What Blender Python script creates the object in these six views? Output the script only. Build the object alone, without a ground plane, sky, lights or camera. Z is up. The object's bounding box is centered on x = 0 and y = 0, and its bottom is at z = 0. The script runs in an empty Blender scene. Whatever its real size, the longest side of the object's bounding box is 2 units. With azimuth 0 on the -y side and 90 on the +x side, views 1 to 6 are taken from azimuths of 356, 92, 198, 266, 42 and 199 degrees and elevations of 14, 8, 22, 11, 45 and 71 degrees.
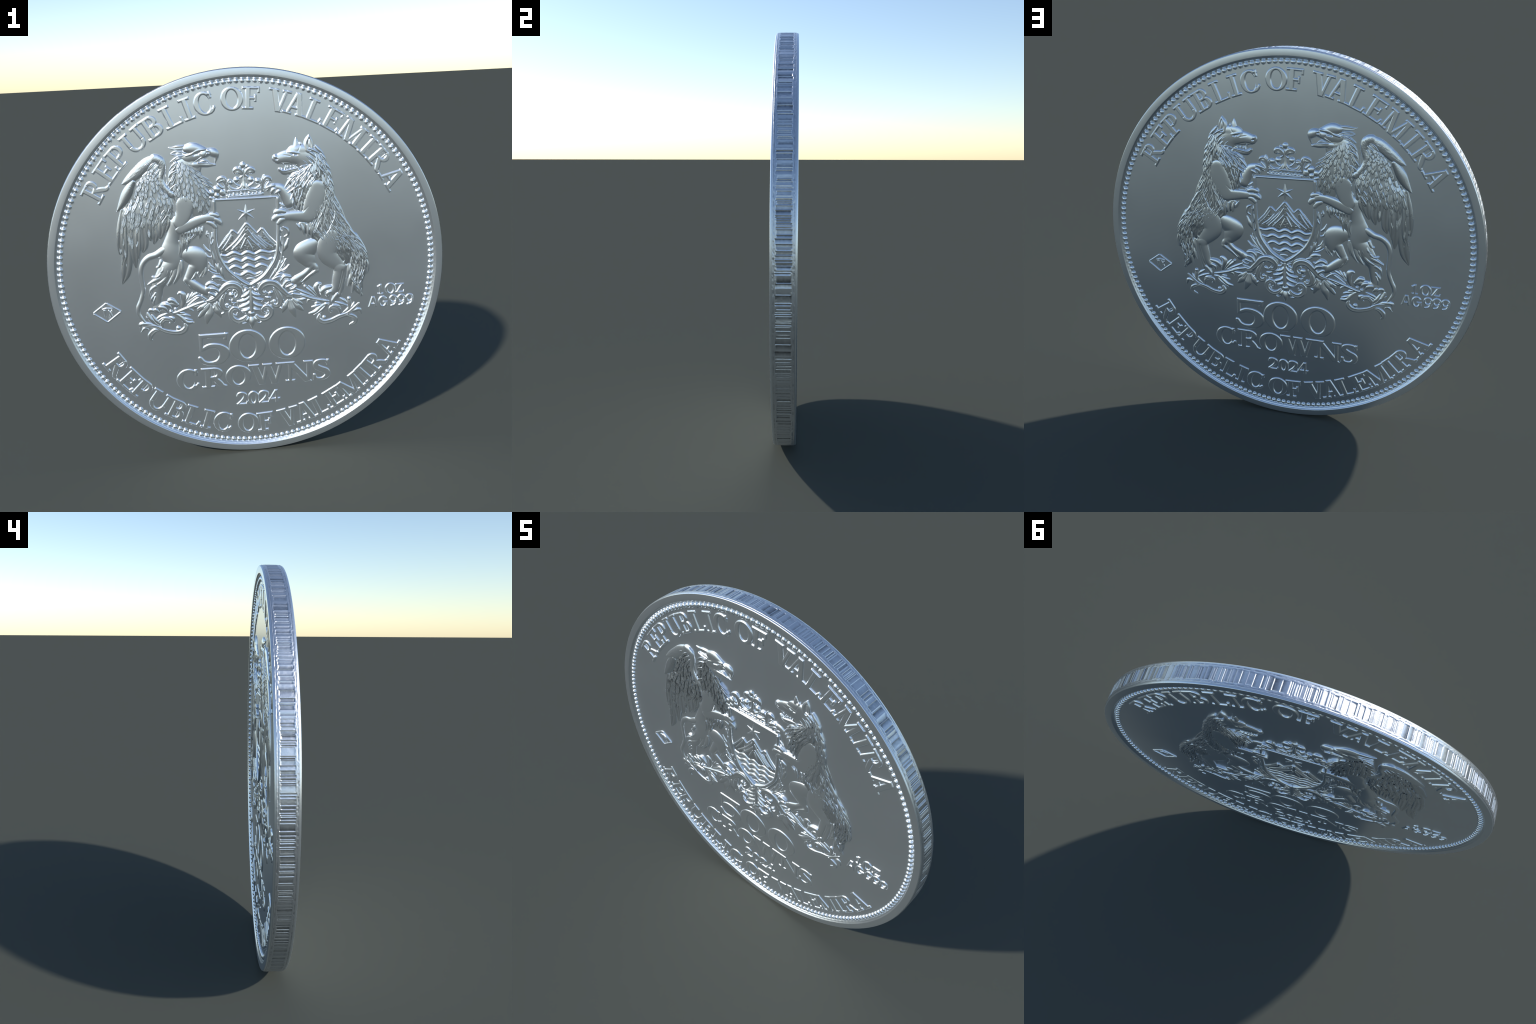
"""A struck silver coin standing on its edge: reeded edge, raised rims, a border of
beads, serif inscriptions and a coat of arms (griffin and wolf holding a shield).

Everything on a face is described in millimetres on the flat face, x to the right,
y up, from the centre of the coin; heights are millimetres above the sunk field.
Limbs, scrolls and leaves are given by the points of a spine with a half-width at
each point, and are inflated into rounded relief."""
import bpy, math, random
import numpy as np
from mathutils import Matrix, Vector

RNG = random.Random(7)
NPR = np.random.default_rng(7)
FIELD = 0.037          # half distance between the two fields (m)
RIM = 0.0515           # half thickness over the rims (m)
MM = 0.001

# ------------------------------------------------------------------ materials
def silver(name, tone, rough, grain, blotch):
    m = bpy.data.materials.new(name)
    m.use_nodes = True
    nt = m.node_tree
    N, L = nt.nodes, nt.links
    b = N["Principled BSDF"]
    b.inputs["Metallic"].default_value = 0.95
    tc = N.new("ShaderNodeTexCoord")
    big = N.new("ShaderNodeTexNoise")
    big.inputs["Scale"].default_value = 3.0
    big.inputs["Detail"].default_value = 3.0
    L.new(tc.outputs["Object"], big.inputs["Vector"])
    ramp = N.new("ShaderNodeValToRGB")
    ramp.color_ramp.elements[0].position = 0.3
    ramp.color_ramp.elements[1].position = 0.75
    lo = [c * (1 - blotch) for c in tone]
    ramp.color_ramp.elements[0].color = (*lo, 1)
    ramp.color_ramp.elements[1].color = (*tone, 1)
    L.new(big.outputs["Fac"], ramp.inputs["Fac"])
    L.new(ramp.outputs["Color"], b.inputs["Base Color"])
    mr = N.new("ShaderNodeMapRange")
    mr.inputs["To Min"].default_value = rough * 0.92
    mr.inputs["To Max"].default_value = rough * 1.10
    L.new(big.outputs["Fac"], mr.inputs["Value"])
    L.new(mr.outputs["Result"], b.inputs["Roughness"])
    fine = N.new("ShaderNodeTexNoise")
    fine.inputs["Scale"].default_value = 260.0
    fine.inputs["Detail"].default_value = 4.0
    L.new(tc.outputs["Object"], fine.inputs["Vector"])
    bump = N.new("ShaderNodeBump")
    bump.inputs["Strength"].default_value = grain
    bump.inputs["Distance"].default_value = 0.002
    L.new(fine.outputs["Fac"], bump.inputs["Height"])
    L.new(bump.outputs["Normal"], b.inputs["Normal"])
    return m

MAT_FIELD = silver("mirror_silver_field", (0.85, 0.895, 0.94), 0.31, 0.02, 0.03)
MAT_RELIEF = silver("frosted_silver_relief", (0.88, 0.925, 0.965), 0.305, 0.02, 0.03)
MAT_PLUME = silver("feathered_silver_relief", (0.82, 0.865, 0.91), 0.27, 0.22, 0.12)
MAT_LETTER = silver("polished_silver_lettering", (0.88, 0.925, 0.965), 0.31, 0.02, 0.02)
MAT_EDGE = silver("worn_silver_edge", (0.76, 0.79, 0.83), 0.36, 0.10, 0.12)

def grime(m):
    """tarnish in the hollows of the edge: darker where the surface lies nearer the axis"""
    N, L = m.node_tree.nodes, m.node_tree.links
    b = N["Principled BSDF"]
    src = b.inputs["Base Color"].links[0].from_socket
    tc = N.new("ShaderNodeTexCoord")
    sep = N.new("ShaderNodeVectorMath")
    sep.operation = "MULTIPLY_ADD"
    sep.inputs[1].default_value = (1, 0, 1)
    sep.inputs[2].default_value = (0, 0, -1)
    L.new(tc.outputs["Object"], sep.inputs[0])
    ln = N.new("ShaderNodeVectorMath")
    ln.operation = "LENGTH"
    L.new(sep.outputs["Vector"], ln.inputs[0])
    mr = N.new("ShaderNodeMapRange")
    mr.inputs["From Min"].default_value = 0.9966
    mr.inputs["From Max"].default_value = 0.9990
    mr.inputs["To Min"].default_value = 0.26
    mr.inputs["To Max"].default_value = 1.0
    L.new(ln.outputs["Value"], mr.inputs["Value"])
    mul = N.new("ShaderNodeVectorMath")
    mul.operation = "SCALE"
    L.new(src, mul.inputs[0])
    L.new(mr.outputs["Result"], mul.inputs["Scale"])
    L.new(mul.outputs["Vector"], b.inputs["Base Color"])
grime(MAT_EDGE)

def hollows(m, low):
    """shade painted into the colour of the concave creases between feathers, hairs and ridges"""
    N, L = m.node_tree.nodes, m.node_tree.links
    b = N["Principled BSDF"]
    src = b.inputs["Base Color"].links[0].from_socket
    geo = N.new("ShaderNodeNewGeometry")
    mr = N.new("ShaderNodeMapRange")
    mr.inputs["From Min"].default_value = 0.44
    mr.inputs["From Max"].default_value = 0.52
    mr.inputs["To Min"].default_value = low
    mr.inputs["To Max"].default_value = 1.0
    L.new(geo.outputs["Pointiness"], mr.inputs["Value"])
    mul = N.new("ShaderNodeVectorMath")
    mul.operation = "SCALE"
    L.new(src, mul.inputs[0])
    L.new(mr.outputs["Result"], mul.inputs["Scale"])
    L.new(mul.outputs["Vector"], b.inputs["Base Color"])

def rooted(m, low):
    """painted shade: plume colour darkens along low edges, where they dip under their neighbours"""
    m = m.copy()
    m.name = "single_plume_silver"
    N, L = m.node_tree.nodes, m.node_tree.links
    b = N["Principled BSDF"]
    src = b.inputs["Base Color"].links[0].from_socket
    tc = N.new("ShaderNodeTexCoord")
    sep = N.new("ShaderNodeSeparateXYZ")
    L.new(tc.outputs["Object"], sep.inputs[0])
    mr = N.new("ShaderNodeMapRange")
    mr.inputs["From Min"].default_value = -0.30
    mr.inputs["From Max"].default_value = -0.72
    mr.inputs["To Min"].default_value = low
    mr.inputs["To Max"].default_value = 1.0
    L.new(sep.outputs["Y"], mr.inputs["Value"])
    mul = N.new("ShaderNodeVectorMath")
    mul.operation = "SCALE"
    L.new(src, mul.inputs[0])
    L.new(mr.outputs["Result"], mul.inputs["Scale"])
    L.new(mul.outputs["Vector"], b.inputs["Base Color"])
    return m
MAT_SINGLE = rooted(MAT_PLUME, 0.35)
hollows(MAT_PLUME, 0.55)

# ------------------------------------------------------------------ scene tree
def empty(name, parent=None):
    o = bpy.data.objects.new(name, None)
    o.empty_display_size = 0.05
    bpy.context.scene.collection.objects.link(o)
    o.parent = parent
    return o

def add(name, mesh, parent, matrix=None):
    o = bpy.data.objects.new(name, mesh)
    bpy.context.scene.collection.objects.link(o)
    o.parent = parent
    if matrix is not None:
        o.matrix_local = matrix
    return o

def mesh_from(name, verts, faces, mat, smooth=True):
    me = bpy.data.meshes.new(name)
    verts = np.asarray(verts, np.float32)
    faces = np.asarray(faces, np.int32)
    me.vertices.add(len(verts))
    me.vertices.foreach_set("co", verts.ravel())
    n = faces.shape[1]
    me.loops.add(faces.size)
    me.loops.foreach_set("vertex_index", faces.ravel())
    me.polygons.add(len(faces))
    me.polygons.foreach_set("loop_start", np.arange(0, faces.size, n, dtype=np.int32))
    me.polygons.foreach_set("loop_total", np.full(len(faces), n, np.int32))
    me.update(calc_edges=True)
    me.validate()
    me.polygons.foreach_set("use_smooth", np.full(len(me.polygons), smooth))
    me.materials.append(mat)
    return me

def to_world(p):
    """face millimetres (x, y, height) -> metres on the front of the coin"""
    p = np.asarray(p, float)
    z = np.where(p[:, 2] > 11, 11 + 3 * np.tanh((p[:, 2] - 11) / 3.5), p[:, 2])   # nothing stands above the rim
    return np.stack([p[:, 0] * MM, -(FIELD + z * MM), 1.0 + p[:, 1] * MM], 1)

FLIP = Matrix.Diagonal((1, -1, 1, 1))           # the arms on the back are a mirror image
TURN = Matrix.Rotation(math.pi, 4, "Z")         # the writing on the back is turned round

# ------------------------------------------------------------------ noise
def noise(x, y, seed=0):
    xi, yi = np.floor(x).astype(int), np.floor(y).astype(int)
    fx, fy = x - xi, y - yi
    def h(i, j):
        n = (i * 374761393 + j * 668265263 + seed * 974634777) & 0xFFFFFFFF
        n = ((n ^ (n >> 13)) * 1274126177) & 0xFFFFFFFF
        return ((n ^ (n >> 16)) & 0xFFFF) / 65535.0
    u, v = fx * fx * (3 - 2 * fx), fy * fy * (3 - 2 * fy)
    a = h(xi, yi) * (1 - u) + h(xi + 1, yi) * u
    b = h(xi, yi + 1) * (1 - u) + h(xi + 1, yi + 1) * u
    return (a * (1 - v) + b * v) * 2 - 1

# ------------------------------------------------------------------ spines
def spline(pts, step=3.0, straight=False):
    """Catmull-Rom curve through points of any dimension, resampled every `step` mm"""
    p = np.asarray(pts, float)
    if len(p) == 1:
        return np.vstack([p, p + 1e-3])
    if straight or len(p) == 2:
        d = p
    else:
        q = np.vstack([2 * p[0] - p[1], p, 2 * p[-1] - p[-2]])
        out = []
        t = np.linspace(0, 1, 16, endpoint=False)[:, None]
        for i in range(1, len(q) - 2):
            a, b, c, e = q[i - 1], q[i], q[i + 1], q[i + 2]
            out.append(0.5 * (2 * b + (c - a) * t + (2 * a - 5 * b + 4 * c - e) * t ** 2 + (3 * b - a - 3 * c + e) * t ** 3))
        d = np.vstack(out + [p[-1:]])
    s = np.r_[0, np.cumsum(np.hypot(*np.diff(d[:, :2], axis=0).T))]
    n = max(3, int(s[-1] / step) + 1)
    u = np.linspace(0, s[-1], n)
    r = np.stack([np.interp(u, s, d[:, k]) for k in range(d.shape[1])], 1)
    if r.shape[1] > 2:
        r[:, 2] = np.maximum(r[:, 2], 0.4)
    return r

# ------------------------------------------------------------------ height of the arms so far
MAPR = 2.0
MAPN = 700
HMAP = np.zeros((MAPN, MAPN))
def map_add(x, y, h):
    i = np.clip(((x + 700) / MAPR).round().astype(int), 0, MAPN - 1)
    j = np.clip(((y + 700) / MAPR).round().astype(int), 0, MAPN - 1)
    np.maximum.at(HMAP, (i, j), h)
def height(x, y):
    fx, fy = (np.asarray(x, float) + 700) / MAPR, (np.asarray(y, float) + 700) / MAPR
    i, j = np.clip(fx.astype(int), 0, MAPN - 2), np.clip(fy.astype(int), 0, MAPN - 2)
    u, v = fx - i, fy - j
    return (HMAP[i, j] * (1 - u) + HMAP[i + 1, j] * u) * (1 - v) + (HMAP[i, j + 1] * (1 - u) + HMAP[i + 1, j + 1] * u) * v

# ------------------------------------------------------------------ pieces, front and back
class Side:
    """collects the pieces of the arms; each piece goes on the front and, mirrored, on the back"""
    groups = {}

def group(name):
    Side.groups[name] = (empty(name, COIN), empty(name, COIN))

def place(name, grp, mesh, matrix=None):
    f, b = Side.groups[grp]
    M = matrix if matrix is not None else Matrix()
    return add(name, mesh, f, M), add(name, mesh, b, FLIP @ M)

def grid_mesh(name, X, Y, D, Z, mat, res):
    """mesh of the cells of a grid where D (distance inside the outline) > 0; border snapped to it"""
    ins = D > 0
    cell = ins[:-1, :-1] | ins[1:, :-1] | ins[:-1, 1:] | ins[1:, 1:]
    use = np.zeros_like(ins)
    for a in (slice(None, -1), slice(1, None)):
        for b in (slice(None, -1), slice(1, None)):
            use[a, b] |= cell
    gx, gy = np.gradient(D, res)
    g = np.maximum(np.hypot(gx, gy), 0.3)
    mv = use & ~ins
    k = np.clip(-D / g, 0, 1.3 * res)
    PX, PY = X + np.where(mv, gx / g * k, 0), Y + np.where(mv, gy / g * k, 0)
    idx = -np.ones(D.shape, int)
    idx[use] = np.arange(use.sum())
    a, b, c, d = idx[:-1, :-1][cell], idx[1:, :-1][cell], idx[1:, 1:][cell], idx[:-1, 1:][cell]
    faces = np.stack([a, b, c, d], 1)
    verts = np.stack([PX[use], PY[use], Z[use]], 1)
    # skirt
    e = np.concatenate([faces[:, [0, 1]], faces[:, [1, 2]], faces[:, [2, 3]], faces[:, [3, 0]]])
    n = len(verts)
    fwd, rev = e[:, 0] * n + e[:, 1], e[:, 1] * n + e[:, 0]
    be = e[~np.isin(fwd, rev)]
    bv = np.unique(be)
    new = -np.ones(n, int)
    new[bv] = n + np.arange(len(bv))
    low = verts[bv].copy()
    low[:, 2] = -1.5
    sk = np.stack([be[:, 1], be[:, 0], new[be[:, 0]], new[be[:, 1]]], 1)
    verts = np.vstack([verts, low])
    return mesh_from(name, to_world(verts), np.vstack([faces, sk]), mat)

LIMB = 0.85
def S(pts, H, z=0.0, p=0.62):
    return dict(k="s", pts=pts, H=H, z=z, p=p)
def CUT(pts, depth):
    return dict(k="c", pts=pts, H=depth)
def BUMP(pts, rise):
    return dict(k="b", pts=pts, H=rise)

def relief(name, grp, strokes, soft=2.5, detail=None, res=None, mat=None, stack=False):
    """one body of several swept, inflated strokes melted into each other"""
    curves = [spline(s["pts"], 4.0) for s in strokes]
    body = [c for s, c in zip(strokes, curves) if s["k"] == "s"]
    rmin = min(c[:, 2].max() for c in body)
    res = res or float(np.clip(rmin / 6, 1.2, 2.0))
    lo = np.min([(c[:, :2] - c[:, 2:3]).min(0) for c in body], 0) - 3 * res
    hi = np.max([(c[:, :2] + c[:, 2:3]).max(0) for c in body], 0) + 3 * res
    xs, ys = np.arange(lo[0], hi[0], res), np.arange(lo[1], hi[1], res)
    X, Y = np.meshgrid(xs, ys, indexing="ij")
    D = np.full(X.shape, -50.0)
    Z = np.full(X.shape, -60.0)
    for s, c in zip(strokes, curves):
        if s["k"] != "s":
            continue
        T, G = np.full(X.shape, -50.0), np.full(X.shape, -60.0)
        pad = 10.0
        for a, b in zip(c[:-1], c[1:]):
            r = max(a[2], b[2]) + pad
            i0, i1 = np.searchsorted(xs, [min(a[0], b[0]) - r, max(a[0], b[0]) + r])
            j0, j1 = np.searchsorted(ys, [min(a[1], b[1]) - r, max(a[1], b[1]) + r])
            if i0 >= i1 or j0 >= j1:
                continue
            x, y = X[i0:i1, j0:j1], Y[i0:i1, j0:j1]
            ex, ey = b[0] - a[0], b[1] - a[1]
            t = np.clip(((x - a[0]) * ex + (y - a[1]) * ey) / (ex * ex + ey * ey + 1e-9), 0, 1)
            dist = np.hypot(x - a[0] - t * ex, y - a[1] - t * ey)
            rr = a[2] + t * (b[2] - a[2])
            d = rr - dist
            q = dist / rr
            Hh = LIMB * s["H"] * np.minimum(1, (rr / c[:, 2].max()) ** 0.6)
            g = s["z"] + np.where(q < 1, Hh * np.maximum(1 - q * q, 0) ** s["p"], -(q - 1) * 3 * s["H"])
            T[i0:i1, j0:j1] = np.maximum(T[i0:i1, j0:j1], d)
            G[i0:i1, j0:j1] = np.maximum(G[i0:i1, j0:j1], g)
        D = np.maximum(D, T)
        m = np.maximum(soft - np.abs(Z - G), 0) / soft
        Z = np.maximum(Z, G) + m * m * soft / 4
    for s, c in zip(strokes, curves):
        if s["k"] == "s":
            continue
        A = np.zeros(X.shape)
        for a, b in zip(c[:-1], c[1:]):
            r = max(a[2], b[2])
            i0, i1 = np.searchsorted(xs, [min(a[0], b[0]) - r, max(a[0], b[0]) + r])
            j0, j1 = np.searchsorted(ys, [min(a[1], b[1]) - r, max(a[1], b[1]) + r])
            if i0 >= i1 or j0 >= j1:
                continue
            x, y = X[i0:i1, j0:j1], Y[i0:i1, j0:j1]
            ex, ey = b[0] - a[0], b[1] - a[1]
            t = np.clip(((x - a[0]) * ex + (y - a[1]) * ey) / (ex * ex + ey * ey + 1e-9), 0, 1)
            q = np.hypot(x - a[0] - t * ex, y - a[1] - t * ey) / (a[2] + t * (b[2] - a[2]))
            A[i0:i1, j0:j1] = np.maximum(A[i0:i1, j0:j1], np.maximum(1 - q * q, 0) ** 1.3)
        Z = Z - s["H"] * A if s["k"] == "c" else Z + s["H"] * A
    if detail is not None:
        Z = Z + detail(X, Y) * np.clip(D / 6, 0, 1)
    Z = np.maximum(Z, 0.0)
    Z = np.where(Z > 10, 10 + 3.8 * np.tanh((Z - 10) / 3.8), Z)
    Z[D <= 0] = np.minimum(Z[D <= 0], 1.0)
    if stack:
        Z = Z + height(X, Y)
    ins = D > 0
    for ox in (-0.7, 0.7):
        for oy in (-0.7, 0.7):
            map_add(X[ins] + ox, Y[ins] + oy, Z[ins])
    return place(name, grp, grid_mesh(name, X, Y, D, Z, mat or MAT_RELIEF, res))

def loft_mesh(name, pts, H, z=0.0, prof="round", drape=None, n=9, cap=True, straight=False, lift=0.0, floor=None, step=None, grow=0.0):
    """a single spine swept with a rounded, keeled or grooved cross-section"""
    p0 = np.asarray(pts, float)
    step = step or max(1.2, min(4.0, p0[:, 2].max() / 3))
    c = spline(pts, step, straight)
    s = np.r_[0, np.cumsum(np.hypot(*np.diff(c[:, :2], axis=0).T))]
    Lh = s[-1]
    w = c[:, 2].copy()
    if cap:
        for dist, r in ((s, w[0]), (Lh - s, w[-1])):
            e = min(r, Lh / 2) + 1e-6
            q = np.clip(1 - dist / e, 0, 1)
            w = w * np.sqrt(np.maximum(1 - q * q, 0.01))
    t = np.gradient(c[:, :2], axis=0)
    t /= np.maximum(np.hypot(t[:, 0], t[:, 1])[:, None], 1e-9)
    nr = np.stack([-t[:, 1], t[:, 0]], 1)
    th = np.linspace(-1, 1, n)
    v = np.sin(th * math.pi / 2)
    a = np.abs(v)
    if prof == "round":
        f = np.sqrt(np.maximum(1 - v * v, 0))
    elif prof == "keel":
        f = 0.45 * np.sqrt(np.maximum(1 - v * v, 0)) + 0.55 * (1 - a)
    elif prof == "groove":
        f = np.sqrt(np.maximum(1 - v * v, 0)) * (1 - 0.55 * np.exp(-(v / 0.25) ** 2))
    elif prof == "flat":
        f = np.minimum(1, (1 - a) / 0.45)
    else:
        f = np.sqrt(np.maximum(1 - v * v, 0)) * (0.75 + 0.25 * np.cos(v * 9))
    hs = H * np.minimum(1, (w / w.max()) ** 0.7)
    if grow:
        hs = hs * (1 - grow + grow * np.clip(s / Lh / 0.5, 0, 1))
    zb = np.full(len(c), float(z)) + lift * s / Lh
    if drape is not None:
        hh = height(c[:, 0], c[:, 1])
        k = np.ones(5) / 5
        hh = np.convolve(np.pad(hh, 2, mode="edge"), k, "valid")
        zb = zb + hh * drape
    P = np.empty((len(c), n + 2, 3))
    P[:, 1:-1, :2] = c[:, None, :2] + nr[:, None, :] * (w[:, None] * v[None, :])[..., None]
    P[:, 1:-1, 2] = zb[:, None] + hs[:, None] * f[None, :]
    P[:, 0], P[:, -1] = P[:, 1], P[:, -2]
    fl = (zb - 3.0 if drape is not None else np.full(len(c), -1.2)) if floor is None else np.full(len(c), floor)
    P[:, 0, 2] = P[:, -1, 2] = fl
    m = n + 2
    i, j = np.meshgrid(np.arange(len(c) - 1), np.arange(m - 1), indexing="ij")
    i, j = i.ravel(), j.ravel()
    F = np.stack([i * m + j, (i + 1) * m + j, (i + 1) * m + j + 1, i * m + j + 1], 1)
    V = P.reshape(-1, 3)
    # end walls down to the floor
    ends = []
    for row in (0, len(c) - 1):
        for k2 in range(m // 2):
            q = [row * m + k2, row * m + k2 + 1, row * m + m - 2 - k2, row * m + m - 1 - k2]
            if len(set(q)) == 4:
                ends.append(q if row else q[::-1])
    return mesh_from(name, to_world(V), np.vstack([F, np.array(ends, int)]), MAT_RELIEF), (c, w, zb, hs)

def dome_mesh(name, x, y, r, H, z):
    nu, nv = 8, 18
    t = np.linspace(0.02, math.pi / 2, nu)
    a = np.linspace(0, 2 * math.pi, nv, endpoint=False)
    q, hh = np.r_[np.sin(t), 1.0], np.r_[z + H * np.cos(t), -1.2]
    V = np.stack([x + r * np.outer(q, np.cos(a)), y + r * np.outer(q, np.sin(a)), np.outer(hh, np.ones(nv))], -1).reshape(-1, 3)
    F = [(i * nv + j, (i + 1) * nv + j, (i + 1) * nv + (j + 1) % nv, i * nv + (j + 1) % nv) for i in range(nu) for j in range(nv)]
    return mesh_from(name, to_world(V), F, MAT_RELIEF)

def piece(name, grp, pts, H, remember=True, mat=None, **kw):
    if name in ("hair_tuft", "hackle_feather", "feather", "flight_feather", "acanthus_leaf"):
        kw.setdefault("grow", 0.6)
    p0 = np.asarray(pts, float)
    if np.hypot(*(p0[-1, :2] - p0[0, :2])) < p0[:, 2].max() * 0.9 and len(p0) == 2:
        x, y, r = p0[:, 0].mean(), p0[:, 1].mean(), p0[:, 2].max()
        map_add(np.array([x]), np.array([y]), np.array([kw.get("z", 0) + H * 0.9]))
        return place(name, grp, dome_mesh(name, x, y, r, H, kw.get("z", 0)))
    if name in ("flight_feather", "primary_covert", "hackle_feather", "feather"):
        mat = MAT_PLUME
    me, (c, w, zb, hs) = loft_mesh(name, pts, H, **kw)
    if mat:
        me.materials[0] = mat
    if remember:
        for q in (-0.6, -0.3, 0, 0.3, 0.6):
            t = np.gradient(c[:, :2], axis=0)
            t /= np.maximum(np.hypot(t[:, 0], t[:, 1])[:, None], 1e-9)
            map_add(c[:, 0] - t[:, 1] * w * q, c[:, 1] + t[:, 0] * w * q, zb + hs * 0.8)
    return place(name, grp, me)

# ------------------------------------------------------------------ feathers and tufts
def plume_mesh(name, blunt, rib, nu=9, nv=7, wave=0.0):
    """unit feather along +x, half-width 1, tip raised; scaled when it is placed"""
    u = np.linspace(0, 1, nu)
    w = np.minimum(1, (0.45 + 0.75 * u)) * np.maximum(1 - u ** blunt, 0) ** 0.6
    w[0] = 0.40
    v = np.linspace(-1, 1, nv)
    P = np.zeros((nu, nv + 2, 3))
    P[:, 1:-1, 0] = u[:, None]
    P[:, 1:-1, 1] = w[:, None] * v[None, :] + (wave * np.sin(u * math.pi))[:, None]
    dome = np.sqrt(np.maximum(1 - 0.7 * v * v, 0)) * (1 - rib * np.exp(-(v / 0.3) ** 2))
    P[:, 1:-1, 2] = (0.55 + 0.45 * np.minimum(1, u * 1.4))[:, None] * dome[None, :]
    P[-1, 1:-1, 2] *= 0.6
    P[:, 0], P[:, -1] = P[:, 1], P[:, -2]
    P[:, 0, 2] = P[:, -1, 2] = -0.9
    m = nv + 2
    V = list(P.reshape(-1, 3))
    F = [(i * m + j, (i + 1) * m + j, (i + 1) * m + j + 1, i * m + j + 1) for i in range(nu - 1) for j in range(m - 1)]
    V = np.array(V)
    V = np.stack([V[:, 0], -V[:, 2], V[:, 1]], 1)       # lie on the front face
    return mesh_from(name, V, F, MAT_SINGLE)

def plume_matrix(x, y, ang, length, width, thick, up=0.0, tilt=0.0):
    """where a plume lies: root at x, y; runs along ang; follows the surface under it"""
    ca, sa = math.cos(ang), math.sin(ang)
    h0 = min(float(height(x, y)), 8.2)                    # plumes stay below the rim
    h1 = float(height(x + ca * length * 0.8, y + sa * length * 0.8))
    h1 = min(max(h1, h0 - 0.22 * length), 8.8)
    hl, hr = float(height(x - sa * width, y + ca * width)), float(height(x + sa * width, y - ca * width))
    sl = max(-0.35, min(0.35, (h1 - h0) / (0.8 * length) + tilt))
    sw = max(-0.25, min(0.25, (hl - hr) / (2 * width)))
    ex = Vector((ca, -sl, sa)).normalized()
    ey = Vector((-sa, -sw, ca))
    ey = (ey - ex * ey.dot(ex)).normalized()
    en = ex.cross(ey) * 1.0                              # points into the coin for the front
    M = Matrix.Identity(4)
    for k in range(3):
        M[k][0] = ex[k] * length * MM
        M[k][2] = ey[k] * width * MM
        M[k][1] = en[k] * -1 * thick * MM if en[1] < 0 else en[k] * thick * MM
    M[0][3], M[1][3], M[2][3] = x * MM, -(FIELD + (h0 + up) * MM), 1 + y * MM
    return M

def join_mesh(name, items):
    """one mesh from (mesh, matrix) pairs"""
    Vs, Fs, o = [], [], 0
    for me, M in items:
        n = len(me.vertices)
        co = np.empty(n * 3, np.float32)
        me.vertices.foreach_get("co", co)
        A = np.array(M)
        Vs.append(co.reshape(-1, 3) @ A[:3, :3].T + A[:3, 3])
        turned = np.linalg.det(A[:3, :3]) < 0
        lv = np.empty(len(me.loops), np.int32)
        me.loops.foreach_get("vertex_index", lv)
        q = lv.reshape(-1, 4) + o
        Fs.append(q[:, ::-1] if turned else q)
        o += n
    return mesh_from(name, np.vstack(Vs), np.vstack(Fs), MAT_PLUME)

def patch(left, right, lanes, rows, length, width, thick, splay=0.0, jitter=0.15, tilt=0.05, up=0.3, t0=0.0, t1=1.0, grow=(1, 1)):
    """rows of overlapping plumes between two border curves; yields their matrices, lowest row first"""
    A, B = spline([(*p[:2], 1) for p in left], 2.0)[:, :2], spline([(*p[:2], 1) for p in right], 2.0)[:, :2]
    out = []
    for row in range(rows - 1, -1, -1):
        for lane in range(lanes):
            f = (lane + 0.5 + RNG.uniform(-jitter, jitter)) / lanes
            t = (row + (0.5 if lane % 2 else 0) + RNG.uniform(-jitter, jitter)) / rows
            t = t0 + (t1 - t0) * max(0, min(0.999, t))
            def at(tt):
                tt = max(0, min(1, tt))
                a, b = A[int(tt * (len(A) - 1))], B[int(tt * (len(B) - 1))]
                return a * (1 - f) + b * f
            p, q = at(t - 0.02), at(t + 0.06)
            ang = math.atan2(q[1] - p[1], q[0] - p[0]) + splay * (f - 0.5) * 2 + RNG.uniform(-1, 1) * jitter
            g = grow[0] + (grow[1] - grow[0]) * t
            L = length * g * RNG.uniform(0.85, 1.2)
            out.append(plume_matrix(p[0], p[1], ang, L, width * g * RNG.uniform(0.85, 1.15), thick, up + RNG.uniform(0, 0.6), tilt))
    return out

def plumage(name, grp, variants, mats):
    """front: one object per plume; back: the same plumes joined into one part"""
    f, b = Side.groups[grp]
    pairs = []
    for M in mats:
        me = RNG.choice(variants)
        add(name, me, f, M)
        pairs.append((me, FLIP @ M))
    o = add("plumage", join_mesh("plumage", pairs), b)
    o["kind"] = "stuff"

def coat(grp, variants, mats, name="fur"):
    f, b = Side.groups[grp]
    me = join_mesh(name, [(RNG.choice(variants), M) for M in mats])
    for g, M in ((f, Matrix()), (b, FLIP)):
        o = add(name, me, g, M)
        o["kind"] = "stuff"

# ================================================================== the coin
COIN = empty("coin")
COIN["label"] = "large silver commemorative coin with griffin and wolf holding a shield"
COIN["category"] = "coin"

def lathe(name, profile, seg, mat, parent, closed_centre=False, wob=None):
    a = np.linspace(0, 2 * math.pi, seg, endpoint=False)
    P = np.asarray(profile, float)
    m = len(P)
    V = np.zeros((seg, m, 3))
    V[..., 0] = np.cos(a)[:, None] * P[None, :, 0]
    V[..., 1] = P[None, :, 1]
    V[..., 2] = 1 + np.sin(a)[:, None] * P[None, :, 0]
    if wob is not None:
        V[..., 1] += wob(a[:, None], P[None, :, 0])
    i, j = np.meshgrid(np.arange(seg), np.arange(m - 1), indexing="ij")
    i, j = i.ravel(), j.ravel()
    k = (i + 1) % seg
    F = np.stack([i * m + j, i * m + j + 1, k * m + j + 1, k * m + j], 1)
    return mesh_from(name, V.reshape(-1, 3), F, mat)

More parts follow.
